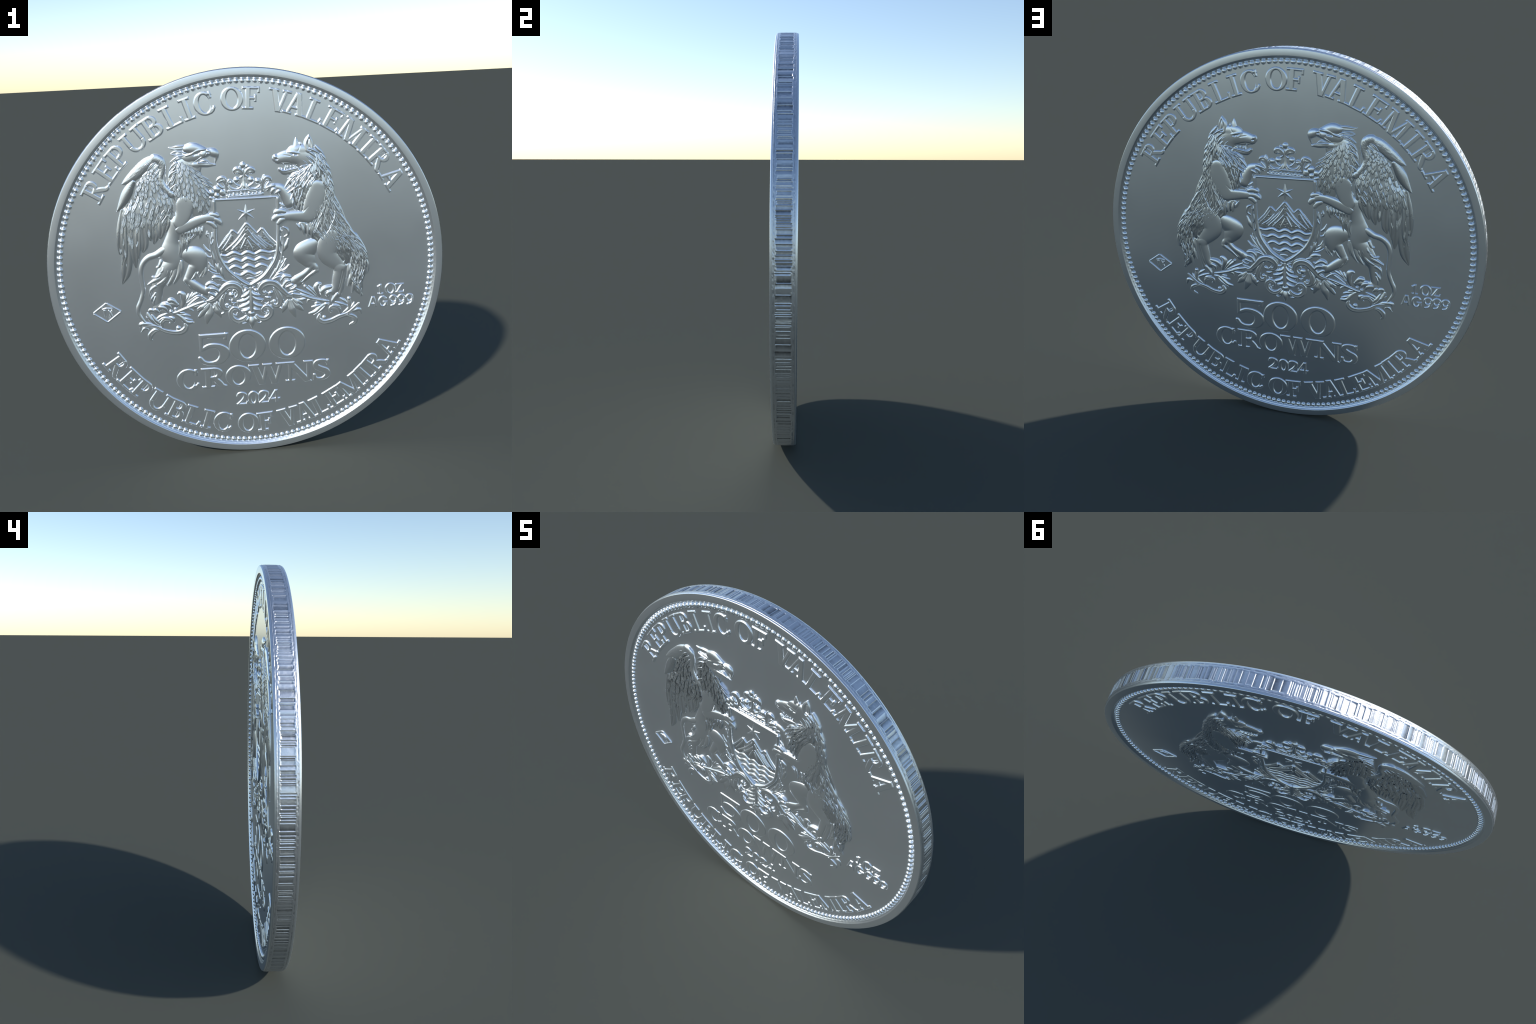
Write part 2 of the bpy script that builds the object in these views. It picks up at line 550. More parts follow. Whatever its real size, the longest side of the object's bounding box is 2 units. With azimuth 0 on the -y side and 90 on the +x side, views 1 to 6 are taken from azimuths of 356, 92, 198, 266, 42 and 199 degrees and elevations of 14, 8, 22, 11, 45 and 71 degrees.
# field: a flat sunk disc, built from rings
ring = [(r, -FIELD) for r in (0.002, 0.2, 0.4, 0.6, 0.8, 0.9, 0.9445)]
me = lathe("field", ring, 180, MAT_FIELD, COIN)
add("field", me, COIN)
add("field", me, COIN, FLIP)

# rim: flat band, rounded shoulder outside, stepped slope down to the field inside
rim = [(0.9445, FIELD), (0.9462, 0.0371), (0.9475, 0.0376), (0.9490, 0.0388), (0.9525, 0.0432), (0.9537, 0.0444), (0.9548, 0.0448), (0.9560, 0.0452), (0.9572, 0.0461),
       (0.9612, 0.0505), (0.9622, 0.0512), (0.9632, RIM), (0.9645, RIM + 0.0001), (0.9750, RIM + 0.0001), (0.9932, RIM), (0.9940, 0.0514), (0.9948, 0.0509),
       (0.9958, 0.0498), (0.9967, 0.0478), (0.9972, 0.0458), (0.9974, 0.0435)]
rim = [(r, -y) for r, y in rim]
def rim_wobble(a, r):
    band = np.exp(-((r - 0.953) / 0.005) ** 2)
    return -0.0006 * band * np.maximum(0, np.cos(a * 200)) ** 3
me = lathe("rim", rim, 1600, MAT_FIELD, COIN, wob=rim_wobble)
add("rim", me, COIN)
add("rim", me, COIN, FLIP)

# reeded edge: uneven bars across a central band, a pitted groove on both sides of it
def reeded_edge():
    r = random.Random(3)
    seg = 4800
    a = np.linspace(0, 2 * math.pi, seg, endpoint=False)
    h = np.zeros(seg)
    x = 0.0
    bars = []
    while x < 1.0:
        w = r.choice((0.0010, 0.0013, 0.0017, 0.0022, 0.0030, 0.0042)) * r.uniform(0.8, 1.25)
        bars.append((x, min(w, 1 - x), r.uniform(0.35, 1.0), r.uniform(-0.0035, 0.0035), r.uniform(-0.0035, 0.0035), r.uniform(-1, 1)))
        x += w
    ys = np.r_[-0.0435, np.linspace(-0.0425, -0.0335, 8), np.linspace(-0.0325, -0.0245, 9), np.linspace(-0.02, 0.02, 7), np.linspace(0.0245, 0.0325, 9), np.linspace(0.0335, 0.0425, 8), 0.0435]
    u = a / (2 * math.pi)
    R = np.full((seg, len(ys)), 0.9992)
    for x0, w, d, e0, e1, lean in bars:
        i0, i1 = int(x0 * seg), int((x0 + w) * seg) + 1
        t = np.clip((u[i0:i1] - x0) / w, 0, 1)
        dip = np.minimum(1, np.minimum(t, 1 - t) / min(0.3, 0.0005 / w))
        dip = dip * dip * (3 - 2 * dip)
        e = np.clip((0.0305 + e0 + ys) / 0.0035, 0, 1) * np.clip((0.0305 + e1 - ys) / 0.0035, 0, 1)
        slope = 0.35 * lean * (t - 0.5) * min(w * 2 * math.pi, 0.012)
        R[i0:i1] -= ((0.0023 * d + slope) * dip)[:, None] * e[None, :]
    for sgn in (-1, 1):
        pit = np.clip(0.55 + 0.9 * noise(u * 420, np.zeros(seg) + sgn * 5.5, 11), 0.1, 1)
        R -= 0.0013 * np.exp(-((ys - sgn * 0.0375) / 0.0030) ** 2)[None, :] * pit[:, None]
    R += 0.0003 * noise(u[:, None] * 900, ys[None, :] * 260, 5)
    R += 0.0008 * (1 - (ys / 0.0435) ** 2)[None, :]
    R[:, 0] = R[:, -1] = 0.9974
    R = np.minimum(R, 1.0)
    V = np.stack([np.cos(a)[:, None] * R, np.broadcast_to(ys[None, :], R.shape), 1 + np.sin(a)[:, None] * R], -1)
    m = len(ys)
    i, j = np.meshgrid(np.arange(seg), np.arange(m - 1), indexing="ij")
    i, j = i.ravel(), j.ravel()
    k = (i + 1) % seg
    F = np.stack([i * m + j, k * m + j, k * m + j + 1, i * m + j + 1], 1)[:, ::-1]
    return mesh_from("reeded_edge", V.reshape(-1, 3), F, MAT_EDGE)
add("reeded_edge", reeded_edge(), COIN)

# border of beads: 200 to a side
def bead_mesh():
    nu, nv = 9, 20
    t = np.linspace(0, math.pi / 2, nu)
    a = np.linspace(0, 2 * math.pi, nv, endpoint=False)
    V = np.stack([0.0127 * np.outer(np.sin(t), np.cos(a)), -0.0100 * np.outer(np.cos(t), np.ones(nv)) + 0.0, 0.0127 * np.outer(np.sin(t), np.sin(a))], -1).reshape(-1, 3)
    F = [(i * nv + j, (i + 1) * nv + j, (i + 1) * nv + (j + 1) % nv, i * nv + (j + 1) % nv) for i in range(nu - 1) for j in range(nv)]
    return mesh_from("bead", V, F, MAT_LETTER)
BEAD = bead_mesh()
for side in (Matrix(), TURN):
    g = empty("bead_border", COIN)
    rest = []
    for k in range(200):
        ang = math.radians(90 + 0.9 - k * 1.8)
        s = RNG.uniform(0.94, 1.05)
        M = side @ (Matrix.Translation((0.9365 * math.cos(ang), -FIELD, 1 + 0.9365 * math.sin(ang))) @ Matrix.Rotation(-ang, 4, "Y") @ Matrix.Diagonal((1.0 * s, s, s, 1)))
        if 74 <= k < 126:
            rest.append((BEAD, M))
        else:
            add("bead", BEAD, g, M)
    me = join_mesh("bead_row", rest)
    me.materials[0] = MAT_LETTER
    o = add("bead_row", me, g)
    o["kind"] = "stuff"

# ================================================================== inscriptions
# serif capitals built from bars, slanted strokes and elliptical bowls; cap height 1
def box(x0, y0, x1, y1):
    def f(x, y):
        dx, dy = np.abs(x - (x0 + x1) / 2) - (x1 - x0) / 2, np.abs(y - (y0 + y1) / 2) - (y1 - y0) / 2
        return -(np.hypot(np.maximum(dx, 0), np.maximum(dy, 0)) + np.minimum(np.maximum(dx, dy), 0))
    return f
def bar(x0, y0, x1, y1, w):
    L = math.hypot(x1 - x0, y1 - y0)
    c, s = (x1 - x0) / L, (y1 - y0) / L
    b = box(0, -w / 2, L, w / 2)
    return lambda x, y: b((x - x0) * c + (y - y0) * s, -(x - x0) * s + (y - y0) * c)
def slant(x0, y0, x1, y1, w):
    """stroke with level ends, like the legs of V and A"""
    c = abs(y1 - y0) / math.hypot(x1 - x0, y1 - y0)
    def f(x, y):
        xc = x0 + (x1 - x0) * (y - y0) / (y1 - y0)
        return np.minimum((w / 2 - np.abs(x - xc)) * c, np.minimum(y - min(y0, y1), max(y0, y1) - y))
    return f
def ell(cx, cy, rx, ry):
    def f(x, y):
        k0 = np.hypot((x - cx) / rx, (y - cy) / ry)
        k1 = np.hypot((x - cx) / rx ** 2, (y - cy) / ry ** 2)
        return k0 * (1 - k0) / np.maximum(k1, 1e-6)
    return f
def union(*fs):
    return lambda x, y: np.maximum.reduce([f(x, y) for f in fs])
def minus(a, b):
    return lambda x, y: np.minimum(a(x, y), -b(x, y))
def keep(a, b):
    return lambda x, y: np.minimum(a(x, y), b(x, y))
def ring(cx, cy, rx, ry, wx, wy):
    return minus(ell(cx, cy, rx, ry), ell(cx, cy, rx - wx, ry - wy))
def right_of(x0):
    return lambda x, y: x - x0
def left_of(x0):
    return lambda x, y: x0 - x
def above(y0):
    return lambda x, y: y - y0
def below(y0):
    return lambda x, y: y0 - y
def arc(pts, w=None):
    """pen stroke along a curve, (x, y, half-width) points"""
    c = spline([(p[0] * 100, p[1] * 100, p[2] * 100) for p in pts], 3.0) / 100
    def f(x, y):
        d = np.full(np.shape(x), -9.0)
        for a, b in zip(c[:-1], c[1:]):
            ex, ey = b[0] - a[0], b[1] - a[1]
            t = np.clip(((x - a[0]) * ex + (y - a[1]) * ey) / (ex * ex + ey * ey + 1e-12), 0, 1)
            d = np.maximum(d, a[2] + t * (b[2] - a[2]) - np.hypot(x - a[0] - t * ex, y - a[1] - t * ey))
        return d
    return f

ST, TH, SF = 0.21, 0.12, 0.10        # stem, thin stroke, serif thickness
def stem(x, top=True, foot=True, w=ST, o=0.15):
    parts = [box(x - w / 2, 0, x + w / 2, 1)]
    if top:
        parts.append(box(x - w / 2 - o, 1 - SF, x + w / 2 + o, 1))
    if foot:
        parts.append(box(x - w / 2 - o, 0, x + w / 2 + o, SF))
    return union(*parts)
def bowl(x0, y0, x1, y1, w=ST):
    cy, ry = (y0 + y1) / 2, (y1 - y0) / 2
    rx = min(ry * 1.15, (x1 - x0))
    cx = x1 - rx
    outer = union(keep(ell(cx, cy, rx, ry), right_of(cx)), box(x0, y0, cx + 0.01, y1))
    inner = union(keep(ell(cx, cy, rx - w, ry - TH), right_of(cx)), box(x0 - 0.2, y0 + TH, cx + 0.01, y1 - TH))
    return minus(outer, inner)
def round_o(w, side=0.24, thin=0.11):
    return ring(0, 0.5, w / 2, 0.525, side, thin)
GLYPH = {
    "I": stem(0),
    "R": union(stem(-0.22), bowl(-0.22, 0.45, 0.36, 1.0), arc([(0.02, 0.48, 0.10), (0.20, 0.26, 0.11), (0.34, 0.08, 0.09), (0.46, 0.05, 0.06)])),
    "P": union(stem(-0.18), bowl(-0.18, 0.40, 0.40, 1.0)),
    "B": union(stem(-0.20), bowl(-0.20, 0.47, 0.34, 1.0), bowl(-0.20, 0.0, 0.41, 0.57)),
    "E": union(stem(-0.18), box(-0.18, 1 - SF, 0.40, 1), box(0.31, 0.76, 0.40, 1), box(-0.18, 0.46, 0.22, 0.57), box(0.14, 0.36, 0.23, 0.67), box(-0.18, 0, 0.40, SF), bar(0.36, 0.02, 0.44, 0.26, 0.09)),
    "F": union(stem(-0.16), box(-0.16, 1 - SF, 0.38, 1), box(0.29, 0.74, 0.38, 1), box(-0.16, 0.44, 0.22, 0.56), box(0.14, 0.34, 0.23, 0.66)),
    "L": union(stem(-0.16), box(-0.16, 0, 0.38, SF), bar(0.34, 0.02, 0.42, 0.28, 0.10)),
    "U": union(keep(ring(0, 0.36, 0.43, 0.39, 0.19, 0.13), below(0.37)), box(-0.43, 0.36, -0.23, 1), box(0.25, 0.36, 0.43, 1), box(-0.56, 1 - SF, -0.11, 1), box(0.12, 1 - SF, 0.56, 1)),
    "C": union(minus(ring(0.03, 0.5, 0.50, 0.525, 0.24, 0.11), keep(keep(right_of(0.24), above(0.22)), below(0.84))), box(0.31, 0.68, 0.39, 0.98), arc([(0.22, 0.06, 0.06), (0.34, 0.14, 0.055), (0.41, 0.27, 0.04)])),
    "O": round_o(1.02),
    "V": union(slant(-0.30, 1, 0.02, -0.02, 0.25), slant(0.28, 1, 0.04, -0.02, 0.15), box(-0.54, 1 - SF, -0.08, 1), box(0.10, 1 - SF, 0.52, 1)),
    "A": union(slant(0.30, 0, 0.0, 1.02, 0.25), slant(-0.32, 0, -0.03, 1.02, 0.14), box(-0.24, 0.28, 0.22, 0.38), box(-0.55, 0, -0.12, SF), box(0.08, 0, 0.55, SF)),
    "M": union(stem(-0.44, o=0.12, w=0.14), stem(0.42, o=0.12), slant(-0.38, 1, 0.0, 0.0, 0.24), slant(0.36, 1, 0.03, 0.0, 0.14)),
    "W": union(slant(-0.60, 1, -0.27, -0.02, 0.25), slant(-0.02, 1, -0.24, -0.02, 0.13), slant(-0.02, 1, 0.30, -0.02, 0.25), slant(0.60, 1, 0.33, -0.02, 0.13), box(-0.84, 1 - SF, -0.38, 1), box(-0.22, 1 - SF, 0.2, 1), box(0.38, 1 - SF, 0.82, 1)),
    "N": union(stem(-0.38, w=0.13, o=0.13), stem(0.40, foot=False, w=0.13, o=0.13), slant(-0.40, 1, 0.38, -0.03, 0.28)),
    "S": union(arc([(0.29, 0.78, 0.05), (0.18, 0.93, 0.06), (-0.02, 0.96, 0.065), (-0.22, 0.87, 0.10), (-0.24, 0.69, 0.12), (-0.04, 0.54, 0.13), (0.18, 0.43, 0.13), (0.25, 0.24, 0.11), (0.10, 0.07, 0.08), (-0.10, 0.04, 0.06), (-0.27, 0.10, 0.055), (-0.33, 0.26, 0.05)]), box(0.25, 0.72, 0.33, 1.0), box(-0.38, 0.0, -0.29, 0.28)),
    "5": union(box(-0.38, 0.88, 0.40, 1.0), box(-0.38, 0.46, -0.30, 1.0), bar(0.36, 0.80, 0.40, 1.0, 0.08), arc([(-0.30, 0.52, 0.05), (-0.10, 0.61, 0.06), (0.14, 0.58, 0.08), (0.30, 0.42, 0.13), (0.29, 0.22, 0.13), (0.12, 0.05, 0.08), (-0.12, 0.02, 0.055), (-0.30, 0.09, 0.05), (-0.40, 0.22, 0.045)])),
    "0": round_o(1.10, side=0.28, thin=0.12),
    "2": union(arc([(-0.33, 0.72, 0.06), (-0.22, 0.90, 0.07), (0.02, 0.95, 0.075), (0.24, 0.82, 0.11), (0.22, 0.60, 0.11), (0.02, 0.36, 0.08), (-0.30, 0.08, 0.07)]), box(-0.38, 0.0, 0.36, 0.13), bar(0.33, 0.03, 0.40, 0.24, 0.09)),
    "o": round_o(0.80, side=0.22, thin=0.13),
    "4": union(box(0.10, 0.0, 0.28, 1.0), slant(-0.30, 0.28, 0.16, 1.0, 0.16), box(-0.40, 0.24, 0.46, 0.36)),
    "1": union(box(-0.09, 0, 0.12, 1), box(-0.26, 0, 0.30, 0.13), arc([(-0.24, 0.78, 0.08), (-0.08, 0.86, 0.09), (0.04, 0.92, 0.09)])),
    "Z": union(box(-0.42, 0.84, 0.46, 1.0), box(-0.44, 0, 0.46, 0.15), slant(-0.30, 0, 0.32, 1, 0.28), bar(0.40, 0.02, 0.46, 0.26, 0.1)),
    "a": union(slant(0.26, 0, 0.02, 1.04, 0.22), slant(-0.40, 0, -0.06, 1.04, 0.20), box(-0.26, 0.24, 0.2, 0.36)),
    "G": union(minus(ring(0, 0.5, 0.44, 0.54, 0.20, 0.16), keep(keep(right_of(0.16), above(0.46)), below(0.74))), box(0.02, 0.38, 0.46, 0.52), box(0.24, 0.06, 0.44, 0.48)),
    "9": union(ring(0, 0.68, 0.36, 0.36, 0.15, 0.13), arc([(0.28, 0.66, 0.09), (0.26, 0.40, 0.10), (0.10, 0.14, 0.10), (-0.16, 0.04, 0.10)])),
}

GLYPH_MESH = {}
def letter_mesh(ch, cap, rise, bevel, wide=1.0):
    key = (ch, cap, wide)
    if key in GLYPH_MESH:
        return GLYPH_MESH[key]
    res = max(0.8, cap / 75)
    xs, ys = np.arange(-0.95 * cap * wide, 0.95 * cap * wide, res), np.arange(-0.12 * cap, 1.14 * cap, res)
    X, Y = np.meshgrid(xs, ys, indexing="ij")
    D = (GLYPH[ch](X / cap / wide, Y / cap) + 0.024) * cap
    t = np.clip(D / bevel, 0, 1)
    Z = rise * (1 - (1 - t) ** 1.7)
    me = grid_mesh("letter_" + ("small_" if ch.islower() else "") + ch.lower(), X, Y, D, Z, MAT_LETTER, res)
    # move the mesh to its own origin on the face
    co = np.empty(len(me.vertices) * 3, np.float32)
    me.vertices.foreach_get("co", co)
    co = co.reshape(-1, 3) + np.array([0, FIELD, -1.0], np.float32)
    me.vertices.foreach_set("co", co.ravel())
    me.update()
    GLYPH_MESH[key] = me
    return me

def letter(grps, ch, x, y, turn, cap, rise, bevel, wide=1.0):
    me = letter_mesh(ch, cap, rise, bevel, wide)
    M = Matrix.Translation((x * MM, -FIELD, 1 + y * MM)) @ Matrix.Rotation(-turn, 4, "Y")
    for g, side in zip(grps, (Matrix(), TURN)):
        add("letter", me, g, side @ M)

CAP = 104
def both(name):
    return empty(name, COIN), empty(name, COIN)
grp = both("upper_inscription")
for ch, deg in zip("REPUBLICOFVALEMIRA", (-57.9, -50.5, -44.3, -36.8, -29.8, -22.9, -17.3, -11.6, -2.6, 3.6, 12.6, 18.2, 24.6, 31.0, 38.9, 45.9, 51.5, 59.4)):
    a = math.radians(deg)
    letter(grp, ch, 804 * math.sin(a), 804 * math.cos(a), -a, CAP, 5.5, 5.8)
grp = both("lower_inscription")
for ch, deg in zip("REPUBLICOFVALEMIRA", (-57.4, -50.4, -44.7, -37.0, -29.9, -23.7, -18.3, -12.4, -3.2, 3.2, 11.9, 17.9, 23.8, 29.9, 37.2, 43.9, 49.4, 57.0)):
    a = math.radians(deg)
    letter(grp, ch, 895 * math.sin(a), -895 * math.cos(a), a, CAP + 3, 4.8, 5.6)
grp = both("denomination")
for ch, x, wide in (("5", -207, 1.08), ("0", -29, 1.02), ("0", 179, 1.02)):
    letter(grp, ch, x, -487 if ch == "5" else -483, 0, 166, 4.5, 7, wide)
for ch, x in zip("CROWNS", (-349, -216, -85, 70, 236, 357)):
    letter(grp, ch, x, -622, 0, 113, 4.0, 6, {"O": 1.14, "C": 1.1, "R": 1.15, "W": 1.05, "S": 1.06}.get(ch, 1.1))
grp = both("date")
for ch, x in zip("2o24", (-75, -13, 43, 97)):
    letter(grp, ch, x, -732, 0, 72, 4.5, 6)
grp = both("fineness_mark")
for ch, x, y, cap in (("1", 674, -170, 54), ("O", 727, -170, 56), ("Z", 776, -168, 50), ("a", 637, -236, 54), ("G", 687, -238, 56), ("9", 743, -240, 60), ("9", 786, -239, 60), ("9", 829, -238, 58)):
    letter(grp, ch, x, y, 0, cap, 5, 6)

# mint mark: an open lozenge with a small monogram
grp = both("mint_mark")
def mark(name, pts, H, prof="round"):
    me, _ = loft_mesh(name, pts, H, prof=prof, straight=True, n=7, step=3)
    for g, side in zip(grp, (Matrix(), TURN)):
        add(name, me, g, side)
corner = [(-728, -114), (-658, -163), (-730, -216), (-798, -164)]
for k in range(4):
    a, b = corner[k], corner[(k + 1) % 4]
    mark("lozenge_bar", [(*a, 5), (*b, 5)], 5)
mark("monogram_stroke", [(-754, -147, 4), (-730, -141, 5), (-699, -145, 4)], 5)
mark("monogram_stroke", [(-741, -146, 9), (-737, -190, 5)], 3)
mark("monogram_stroke", [(-722, -150, 4), (-712, -170, 5), (-722, -196, 3)], 3)
mark("monogram_stroke", [(-702, -150, 4), (-712, -168, 5), (-704, -188, 5)], 3)

# ================================================================== the coat of arms
COVERT = [plume_mesh("covert", 2.3, 0.40), plume_mesh("covert", 2.0, 0.40, wave=0.18), plume_mesh("covert", 2.6, 0.35, wave=-0.15)]
QUILL = [plume_mesh("quill", 2.2, 0.35), plume_mesh("quill", 2.0, 0.35, wave=0.15), plume_mesh("quill", 2.4, 0.3, wave=-0.15)]
HACKLE = [plume_mesh("hackle", 1.6, 0.35), plume_mesh("hackle", 1.4, 0.40, wave=0.25), plume_mesh("hackle", 1.5, 0.3, wave=-0.25)]
TUFT = [plume_mesh("tuft", 1.3, 0.0, nv=5, wave=0.35), plume_mesh("tuft", 1.3, 0.0, nv=5, wave=-0.35), plume_mesh("tuft", 1.4, 0.1, nv=5)]

def coarse(amp, scale, seed):
    return lambda X, Y: amp * noise((X + 0.35 * Y) / scale, (Y - 0.35 * X) / scale / 4.5, seed) + 0.5 * amp * noise((X + 0.2 * Y) / scale * 2, (Y - 0.2 * X) / scale / 2.5, seed + 1)

# ------------------------------------------------------------------ ornament under the shield
group("foliage")
def scroll(pts, H=8, z=0, prof="groove", **k):
    piece("scroll", "foliage", widen(pts, 1.3), H, z=z, prof=prof, **k)
def leaf(pts, H=7, z=0, prof="keel", **k):
    piece("acanthus_leaf", "foliage", widen(pts, 1.4), H, z=z, prof=prof, **k)
def berry(pts, H=8, z=0):
    piece("berry", "foliage", pts, H, z=z)
def widen(pts, k):
    return [(x, y, r * k) for x, y, r in pts]

# acanthus leaves hanging on the left and right
for p in ([(-207, -153, 4.2), (-232, -184, 11), (-273, -228, 5.1)], [(-205, -159, 5.1), (-212, -203, 14.4), (-224, -229, 12.7), (-231, -266, 1.7)], [(-183, -152, 5.1), (-177, -188, 13.5), (-166, -207, 11), (-155, -237, 1.7)], [(-215, -150, 4.2), (-248, -174, 9.3), (-275, -194, 2.1)]):
    leaf(p, 8, prof="rib")
for p in ([(195, -163, 4.2), (176, -197, 11), (158, -234, 2.1)], [(201, -163, 5.1), (208, -209, 14.4), (216, -232, 11.8), (231, -265, 1.7)], [(210, -164, 4.2), (241, -202, 11), (272, -230, 2.5)], [(214, -158, 3.4), (242, -180, 9.3), (269, -195, 2.1)]):
    leaf(p, 8, prof="rib")
# long S-shaped stems with rolled ends
scroll([(-229, -146, 5.9), (-186, -134, 10.2), (-151, -101, 13.5), (-115, -71, 15.2), (-81, -69, 15.2), (-57, -86, 13.5), (-54, -113, 11), (-72, -136, 9.3), (-98, -132, 8.5)], 9)
scroll([(-125, -99, 5.9), (-142, -133, 11), (-146, -164, 12.7), (-133, -186, 11), (-111, -187, 8.5), (-108, -169, 5.1)], 8)
scroll([(-170, -144, 3.4), (-170, -167, 8.5), (-152, -192, 9.3), (-127, -200, 4.2)], 6)
berry([(-97, -114, 16.1), (-95, -121, 16.1)], 9)
berry([(-120, -168, 8.5), (-119, -169, 8.5)], 9)
scroll([(226, -145, 5.9), (192, -138, 9.3), (159, -107, 12.7), (130, -76, 14.4), (96, -67, 15.2), (66, -78, 14.4), (52, -103, 11.8), (64, -122, 9.3), (84, -119, 7.6)], 9)
scroll([(121, -86, 5.9), (145, -132, 11.8), (152, -169, 12.7), (138, -190, 10.2), (115, -186, 8.5), (107, -161, 5.9)], 8)
scroll([(150, -160, 5.9), (163, -167, 7.6), (151, -191, 2.5)], 6)
berry([(99, -111, 14.4), (109, -130, 14.4)], 9)
berry([(120, -166, 9.3), (121, -167, 9.3)], 9)
scroll([(40, -93, 4.2), (54, -68, 6.8), (89, -55, 6.8), (122, -60, 5.9), (143, -72, 3.4)], 5, prof="round")
scroll([(-44, -87, 4.2), (-56, -62, 5.9), (-84, -51, 6.8), (-114, -53, 5.9), (-145, -71, 3.4)], 5, prof="round")
# palmette in the middle
leaf([(1, -79, 3.4), (3, -122, 6.8), (3, -184, 8.5), (1, -233, 8.5)], 9, prof="keel")
for p in ([(-2, -99, 4.2), (-12, -116, 8.5), (-32, -130, 9.3), (-49, -131, 4.2)], [(-1, -128, 4.2), (-18, -147, 8.5), (-48, -156, 9.3), (-73, -152, 3.4)], [(-0, -155, 4.2), (-15, -172, 8.5), (-41, -183, 9.3), (-65, -189, 3.4)], [(0, -188, 3.4), (-12, -201, 9.3), (-32, -209, 9.3), (-53, -207, 3.4)],
          [(4, -100, 4.2), (13, -118, 8.5), (34, -128, 9.3), (56, -128, 4.2)], [(4, -126, 4.2), (21, -143, 8.5), (46, -154, 9.3), (69, -153, 3.4)], [(4, -153, 4.2), (19, -174, 8.5), (44, -187, 9.3), (63, -189, 4.2)], [(6, -189, 3.4), (16, -201, 9.3), (32, -207, 8.5), (47, -206, 3.4)],
          [(-15, -87, 2.5), (-23, -98, 6.8), (-37, -110, 2.5)], [(19, -92, 3.4), (29, -101, 8.5), (44, -103, 3.4)]):
    leaf(p, 8)
leaf([(3, -207, 5.9), (0, -222, 12.7), (-0, -238, 3.4)], 9, z=3)
scroll([(-22, -232, 5.1), (-41, -253, 10.2), (-71, -260, 11), (-98, -242, 11), (-106, -209, 10.2), (-88, -191, 9.3), (-67, -199, 7.6), (-64, -215, 5.9), (-77, -223, 4.2)], 9)
scroll([(21, -230, 5.1), (41, -252, 10.2), (71, -257, 11), (98, -236, 11), (101, -207, 10.2), (82, -192, 9.3), (63, -200, 7.6), (60, -218, 5.9), (74, -226, 4.2)], 9)
leaf([(1, -240, 5.9), (1, -265, 12.7), (-1, -306, 1.7)], 8)
leaf([(-10, -242, 5.1), (-24, -259, 10.2), (-37, -271, 2.5)], 6)
leaf([(9, -241, 5.1), (24, -258, 11.8), (40, -277, 2.5)], 6)

for p in ([(-37, -105, 2.5), (-31, -121, 5.9), (-39, -139, 2.1)], [(-74, -160, 2.5), (-87, -164, 5.5), (-99, -154, 2.1)], [(-73, -143, 2.5), (-61, -161, 5.9), (-67, -183, 2.1)], [(-162, -154, 2.5), (-168, -136, 5.9), (-160, -110, 2.5)], [(-180, -157, 2.5), (-190, -183, 6.3), (-187, -205, 2.1)], [(-135, -196, 2.5), (-145, -213, 5.9), (-162, -216, 2.1)], [(-138, -102, 2.5), (-168, -109, 5.9), (-193, -105, 2.1)], [(-169, -118, 2.5), (-190, -121, 5.1), (-211, -128, 2.1)], [(-35, -79, 2.1), (-15, -89, 4.7), (-12, -107, 2.1)], [(-179, -90, 2.1), (-169, -65, 5.9), (-148, -58, 2.5)],
          [(35, -106, 2.5), (30, -124, 5.9), (35, -144, 2.1)], [(70, -171, 2.5), (83, -179, 5.5), (94, -169, 2.1)], [(72, -140, 2.5), (89, -146, 6.8), (106, -143, 2.5)], [(146, -204, 2.5), (157, -209, 5.9), (162, -228, 2.1)], [(170, -134, 2.5), (191, -149, 5.9), (217, -151, 2.1)], [(180, -117, 2.1), (200, -136, 5.1), (226, -141, 2.1)], [(165, -170, 2.5), (177, -184, 5.9), (172, -206, 2.1)], [(192, -131, 2.1), (218, -124, 5.5), (239, -117, 2.1)], [(28, -79, 2.1), (15, -87, 4.2), (18, -105, 2.1)], [(-58, -265, 2.1), (-46, -275, 4.2), (-24, -272, 2.1)], [(53, -265, 2.1), (44, -278, 4.2), (23, -271, 2.1)]):
    leaf(p, 5)
for p in ([(-78, -85, 2.5), (-87, -97, 3.4), (-84, -111, 3), (-73, -107, 1.7)], [(-111, -140, 2.5), (-99, -147, 3.4), (-90, -141, 2.5)], [(-140, -129, 2.1), (-153, -145, 3.4), (-157, -163, 2.1)], [(76, -105, 2.5), (81, -116, 3.4), (94, -124, 2.1)], [(132, -131, 2.1), (144, -150, 3.4), (148, -168, 2.1)], [(83, -177, 2.1), (95, -189, 3.4), (106, -188, 2.5)], [(-94, -217, 2.5), (-86, -227, 3.8), (-71, -228, 2.1)], [(82, -210, 2.5), (85, -222, 3.8), (74, -235, 2.1)], [(-43, -61, 2.1), (-31, -71, 3.4), (-10, -77, 1.7)], [(33, -71, 1.7), (50, -63, 3.4), (67, -56, 2.1)]):
    scroll(p, 6, prof="round")
